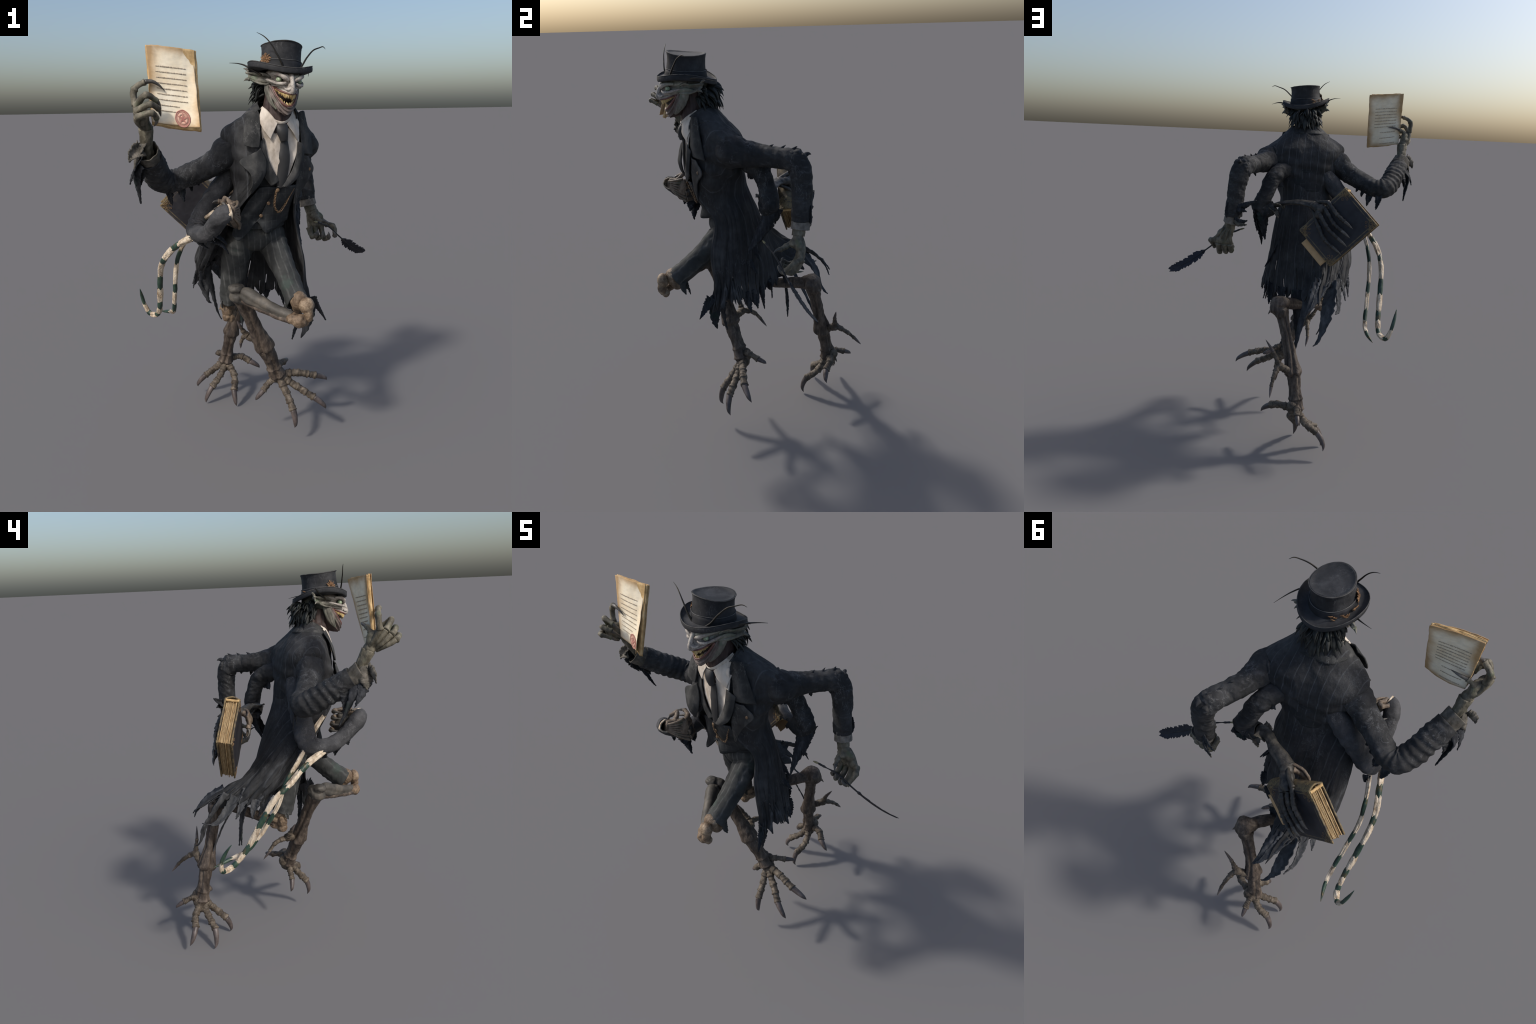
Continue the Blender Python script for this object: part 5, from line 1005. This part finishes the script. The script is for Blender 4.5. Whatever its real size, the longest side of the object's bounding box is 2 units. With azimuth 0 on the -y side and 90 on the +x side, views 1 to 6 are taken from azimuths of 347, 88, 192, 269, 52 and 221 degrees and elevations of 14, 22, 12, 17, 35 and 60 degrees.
def box_geo(c, h):
    c = np.array(c, float); h = np.array(h, float)
    v = np.array([[x, y, z] for x in (-1, 1) for y in (-1, 1) for z in (-1, 1)]) * h + c
    return v, [(0, 1, 3, 2), (4, 6, 7, 5), (0, 4, 5, 1), (2, 3, 7, 6), (0, 2, 6, 4), (1, 5, 7, 3)]
def build_book():
    T, R_, B_, L_ = V(-.296, .191, 1.417), V(-.482, .237, 1.248), V(-.268, .243, .989), V(-.094, .193, 1.167)
    x = nrm((R_ - T) + (B_ - L_)); z0 = (T - L_) + (R_ - B_); z = nrm(z0 - x * np.dot(z0, x)); y = np.cross(z, x)   # y towards the front of the creature or back
    if y[1] < 0: y = -y; x = -x
    W, Hh, D = .1275, .168, .076; o = (T + R_ + B_ + L_) / 4 - y * D / 2
    bk = pivot('book'); bk.matrix_world = frame_matrix(o, x, y, z)
    def board(yc, name='book_cover'):
        n = 24; gx = np.linspace(-W, W, n); gz = np.linspace(-Hh, Hh, n); GX, GZ = np.meshgrid(gx, gz)
        Y = yc + .0015 * fbm(np.stack([GX.ravel() * 30, GZ.ravel() * 30, GX.ravel() * 0 + yc * 100], 1), 1.0).reshape(GX.shape)
        return obj(name, np.stack([GX, Y, GZ], -1).reshape(-1, 3), grid_faces(n, n), 'cover', bk, mods=(SOL(.008, 0), ('BEVEL', dict(width=.002, segments=2, limit_method='ANGLE'))))
    board(D / 2 - .004); board(-D / 2 + .004)
    # page block: many wavy leaves gathered in bundles
    parts = []; r = np.random.default_rng(5); yy = -D / 2 + .009
    while yy < D / 2 - .010:
        t = r.uniform(.0016, .0045); ins = r.uniform(.002, .012) + (.006 if r.random() > .85 else 0)
        v, f = box_geo((r.uniform(-.002, .002), yy + t / 2, r.uniform(-.002, .002)), (W - ins, t / 2 - .0002, Hh - ins - .002)); parts.append((v, f)); yy += t
    vv, ff = join(parts); obj('page_block', vv, ff, 'page', bk, smooth=False, stuff=True)
    # rounded spine on the upper inner edge and a slip of paper sticking out
    side = -1 if np.dot((T + L_) / 2 - o, x) < 0 else 1
    sp = [(side * (W + .002), yv, 0) for yv in np.linspace(-D / 2 + .002, D / 2 - .002, 7)]
    rows = [[(side * (W - .006 + .014 * math.sin(math.pi * (i / 6))), yv[1], zz) for i, yv in enumerate(sp)] for zz in np.linspace(-Hh, Hh, 5)]
    sheet('book_spine', rows, 'cover', nu=20, nv=40, thick=.006, parent=bk, noise=(.002, 40))
    for zz in (-Hh + .004, Hh - .004):
        tube('head_band', [(side * (W - .012), yv, zz, .007) for yv in np.linspace(-D / 2 + .006, D / 2 - .006, 5)], 'paperedge', bk, n=24, seg=12, noise=(.003, 60))
    # slip of paper beyond the lower edge
    dz = -1 if np.dot((L_ + B_) / 2 - o, z) < 0 else 1
    u0 = .25
    sheet('paper_slip', [[(xx, D / 2 - .016 + .004 * k, dz * zz) for xx in np.linspace(-W * .72, W * .55, 5)] for k, zz in enumerate((Hh - .03, Hh + .012, Hh + .038))], 'paper', nu=16, nv=10, thick=.004, parent=bk, noise=(.002, 40))
    # tooled corner pieces
    for sx in (-1, 1):
        for sz in (-1, 1):
            for yc in (D / 2 + .0006, -D / 2 - .0006):
                pts = []
                for k in range(5):
                    a = RNG.uniform(0, 6.28); c = V(sx * (W - .016 - .02 * (k % 3) * .8), 0, sz * (Hh - .016 - .02 * (k // 2) * .8)); rr = .007 + .003 * RNG.random()
                    sp2 = [(*(c + V(rr * (1 - t * .7) * math.cos(a + t * 7), 0, rr * (1 - t * .7) * math.sin(a + t * 7)) + V(0, yc, 0)), .0013) for t in np.linspace(0, 1, 7)]
                    pts.append(tube_geo(sp2, n=24, seg=6))
                vv, ff = join(pts); obj('corner_scroll', vv, ff, 'brass', bk, stuff=True)

def build_quill():
    q = pivot('quill')
    P = [(.276, .015, 1.129, .0012), (.288, .021, 1.126, .0052), (.300, .028, 1.122, .0040), (.305, .030, 1.120, .0052), (.320, .038, 1.113, .0050), (.326, .041, 1.111, .0062), (.332, .044, 1.108, .0040), (.365, .062, 1.094, .0042), (.400, .080, 1.070, .0044), (.432, .098, 1.040, .0042), (.470, .117, 1.008, .0040), (.505, .136, .978, .0036), (.560, .166, .938, .0028), (.610, .196, .908, .0018), (.650, .220, .891, .0008)]
    tube('nib', P[:3], 'nib', q, n=16, seg=10); tube('shaft', P[2:], 'quill', q, n=120, seg=10)
    tube('shaft_collar', [(.478, .121, 1.002, .004), (.483, .124, .998, .0075), (.488, .127, .994, .0072), (.494, .130, .989, .004)], 'quill', q, n=20, seg=12)
    S = spline([p[:3] for p in P[10:]], 70); T = np.gradient(S, axis=0); T /= np.linalg.norm(T, axis=1)[:, None]
    vd = nrm(V(-2.0, 1.6, -1.78)); A = vd[None] - T * (T @ vd)[:, None]; A /= np.linalg.norm(A, axis=1)[:, None]; N = np.cross(T, A)
    r = np.random.default_rng(13); n = len(S); t = np.linspace(0, 1, n)
    for sg in (-1, 1):
        w = .034 * np.clip(t * 5, 0, 1) ** .7 * np.clip((1.03 - t) * 4.5, 0, 1) ** .6; saw = np.zeros(n); k = 0
        while k < n:
            Lk = int(r.integers(3, 8)); a = r.uniform(.15, .42)
            for i in range(Lk):
                if k + i < n: saw[k + i] = a * (1 - i / Lk)
            k += Lk
        w = w * (1 - saw); m = 8; X = np.zeros((n, m, 3))
        for j in range(m):
            f = j / (m - 1); X[:, j] = S + A * (sg * w * f)[:, None] + T * (.010 * f * f) + N * (.004 * f * f - .0015 * np.sin(22 * f + 30 * t) * f * .3)[:, None]
        obj('vane', X.reshape(-1, 3), grid_faces(n, m), 'feather', q, mods=(SOL(.0016, 0),))

def build_tails():
    def tail(P, bands, taper):
        o = pivot('tail'); S = spline(P, 400); C = S[:, :3]; n = len(C); T, N, Bn = frames(C)
        k = 0; pos = 0; tot = sum(b[0] for b in bands); core = [(*C[i], S[i, 3] * .72) for i in range(0, n, 6)] + [(*C[-1], .0008)]
        tube('tail_core', core, 'stem', o, n=160, seg=10)
        r = np.random.default_rng(int(tot * 100))
        for L, kind in bands:
            i0 = int(pos / tot * (n - 1)); i1 = int(min(1, (pos + L) / tot) * (n - 1)); pos += L
            if i1 - i0 < 4: continue
            seg = 16; m = max(8, (i1 - i0) // 2); idx = np.linspace(max(i0 - 3, 0), min(i1 + 3, n - 1), m).astype(int)
            th = np.linspace(0, 2 * np.pi, seg, endpoint=False); t = np.linspace(0, 1, m)
            prof = (.80 + .34 * np.sin(np.pi * np.clip(t * 1.02, 0, 1)) ** .5 + .06 * t) if kind == 'stem' else (.98 + .22 * np.sin(np.pi * t) ** .35 - .06 * t)
            ph = r.uniform(0, 6); R = .88 * S[idx, 3][:, None] * prof[:, None] * (1 + (.10 if kind == 'bark' else .05) * np.sin(3 * th + ph)[None] + (.09 * r.normal(0, 1, (1, seg)) + .025 * r.normal(0, 1, (m, seg))) * (kind == 'bark') + .05 * np.sin(5 * th + 7 * t[:, None] + ph))
            X = C[idx][:, None] + N[idx][:, None] * (np.cos(th) * R)[..., None] + Bn[idx][:, None] * (np.sin(th) * R)[..., None]
            if kind == 'bark':   # splintered ends
                ends = r.normal(0, .006, (2, seg)); X[0] += T[idx[0]] * ends[0][:, None]; X[-1] += T[idx[-1]] * ends[1][:, None]
            f = [(i * seg + j, i * seg + (j + 1) % seg, (i + 1) * seg + (j + 1) % seg, (i + 1) * seg + j) for i in range(m - 1) for j in range(seg)]
            vv = np.concatenate([X.reshape(-1, 3), C[idx[:1]], C[idx[-1:]]]); c = m * seg
            f += [(c, (j + 1) % seg, j) for j in range(seg)] + [(c + 1, (m - 1) * seg + j, (m - 1) * seg + (j + 1) % seg) for j in range(seg)]
            obj('tail_segment', vv, f, kind, o, smooth=(kind == 'stem'))
    tail([(-.400, -.262, 1.142, .014), (-.436, -.200, 1.110, .0145), (-.469, -.146, 1.073, .0145), (-.500, -.095, 1.025, .0140), (-.524, -.022, .960, .0140), (-.529, .044, .858, .0140), (-.530, .089, .770, .0140), (-.534, .145, .684, .0135), (-.550, .200, .634, .0135), (-.582, .240, .632, .0130), (-.606, .245, .680, .0105), (-.619, .225, .735, .0085), (-.628, .190, .788, .0020)],
         [(1.0, 'bark'), (.55, 'stem'), (.95, 'bark'), (.45, 'stem'), (1.1, 'bark'), (.95, 'stem'), (.9, 'bark'), (.6, 'stem'), (.45, 'bark'), (.35, 'stem'), (.45, 'bark'), (.3, 'stem'), (.4, 'bark'), (1.2, 'stem')], .6)
    tail([(-.262, -.285, 1.285, .010), (-.300, -.245, 1.245, .010), (-.355, -.207, 1.200, .0105), (-.407, -.146, 1.111, .0105), (-.445, -.078, 1.010, .0105), (-.458, -.036, .900, .0108), (-.458, .014, .815, .0110), (-.460, .062, .745, .0110), (-.462, .130, .670, .0110), (-.480, .212, .640, .0100), (-.500, .255, .628, .0070), (-.518, .290, .620, .0016)],
         [(.9, 'bark'), (.9, 'stem'), (1.1, 'bark'), (.9, 'stem'), (1.0, 'bark'), (.6, 'stem'), (.8, 'bark'), (.7, 'stem'), (.7, 'bark'), (.9, 'stem')], .6)

build()
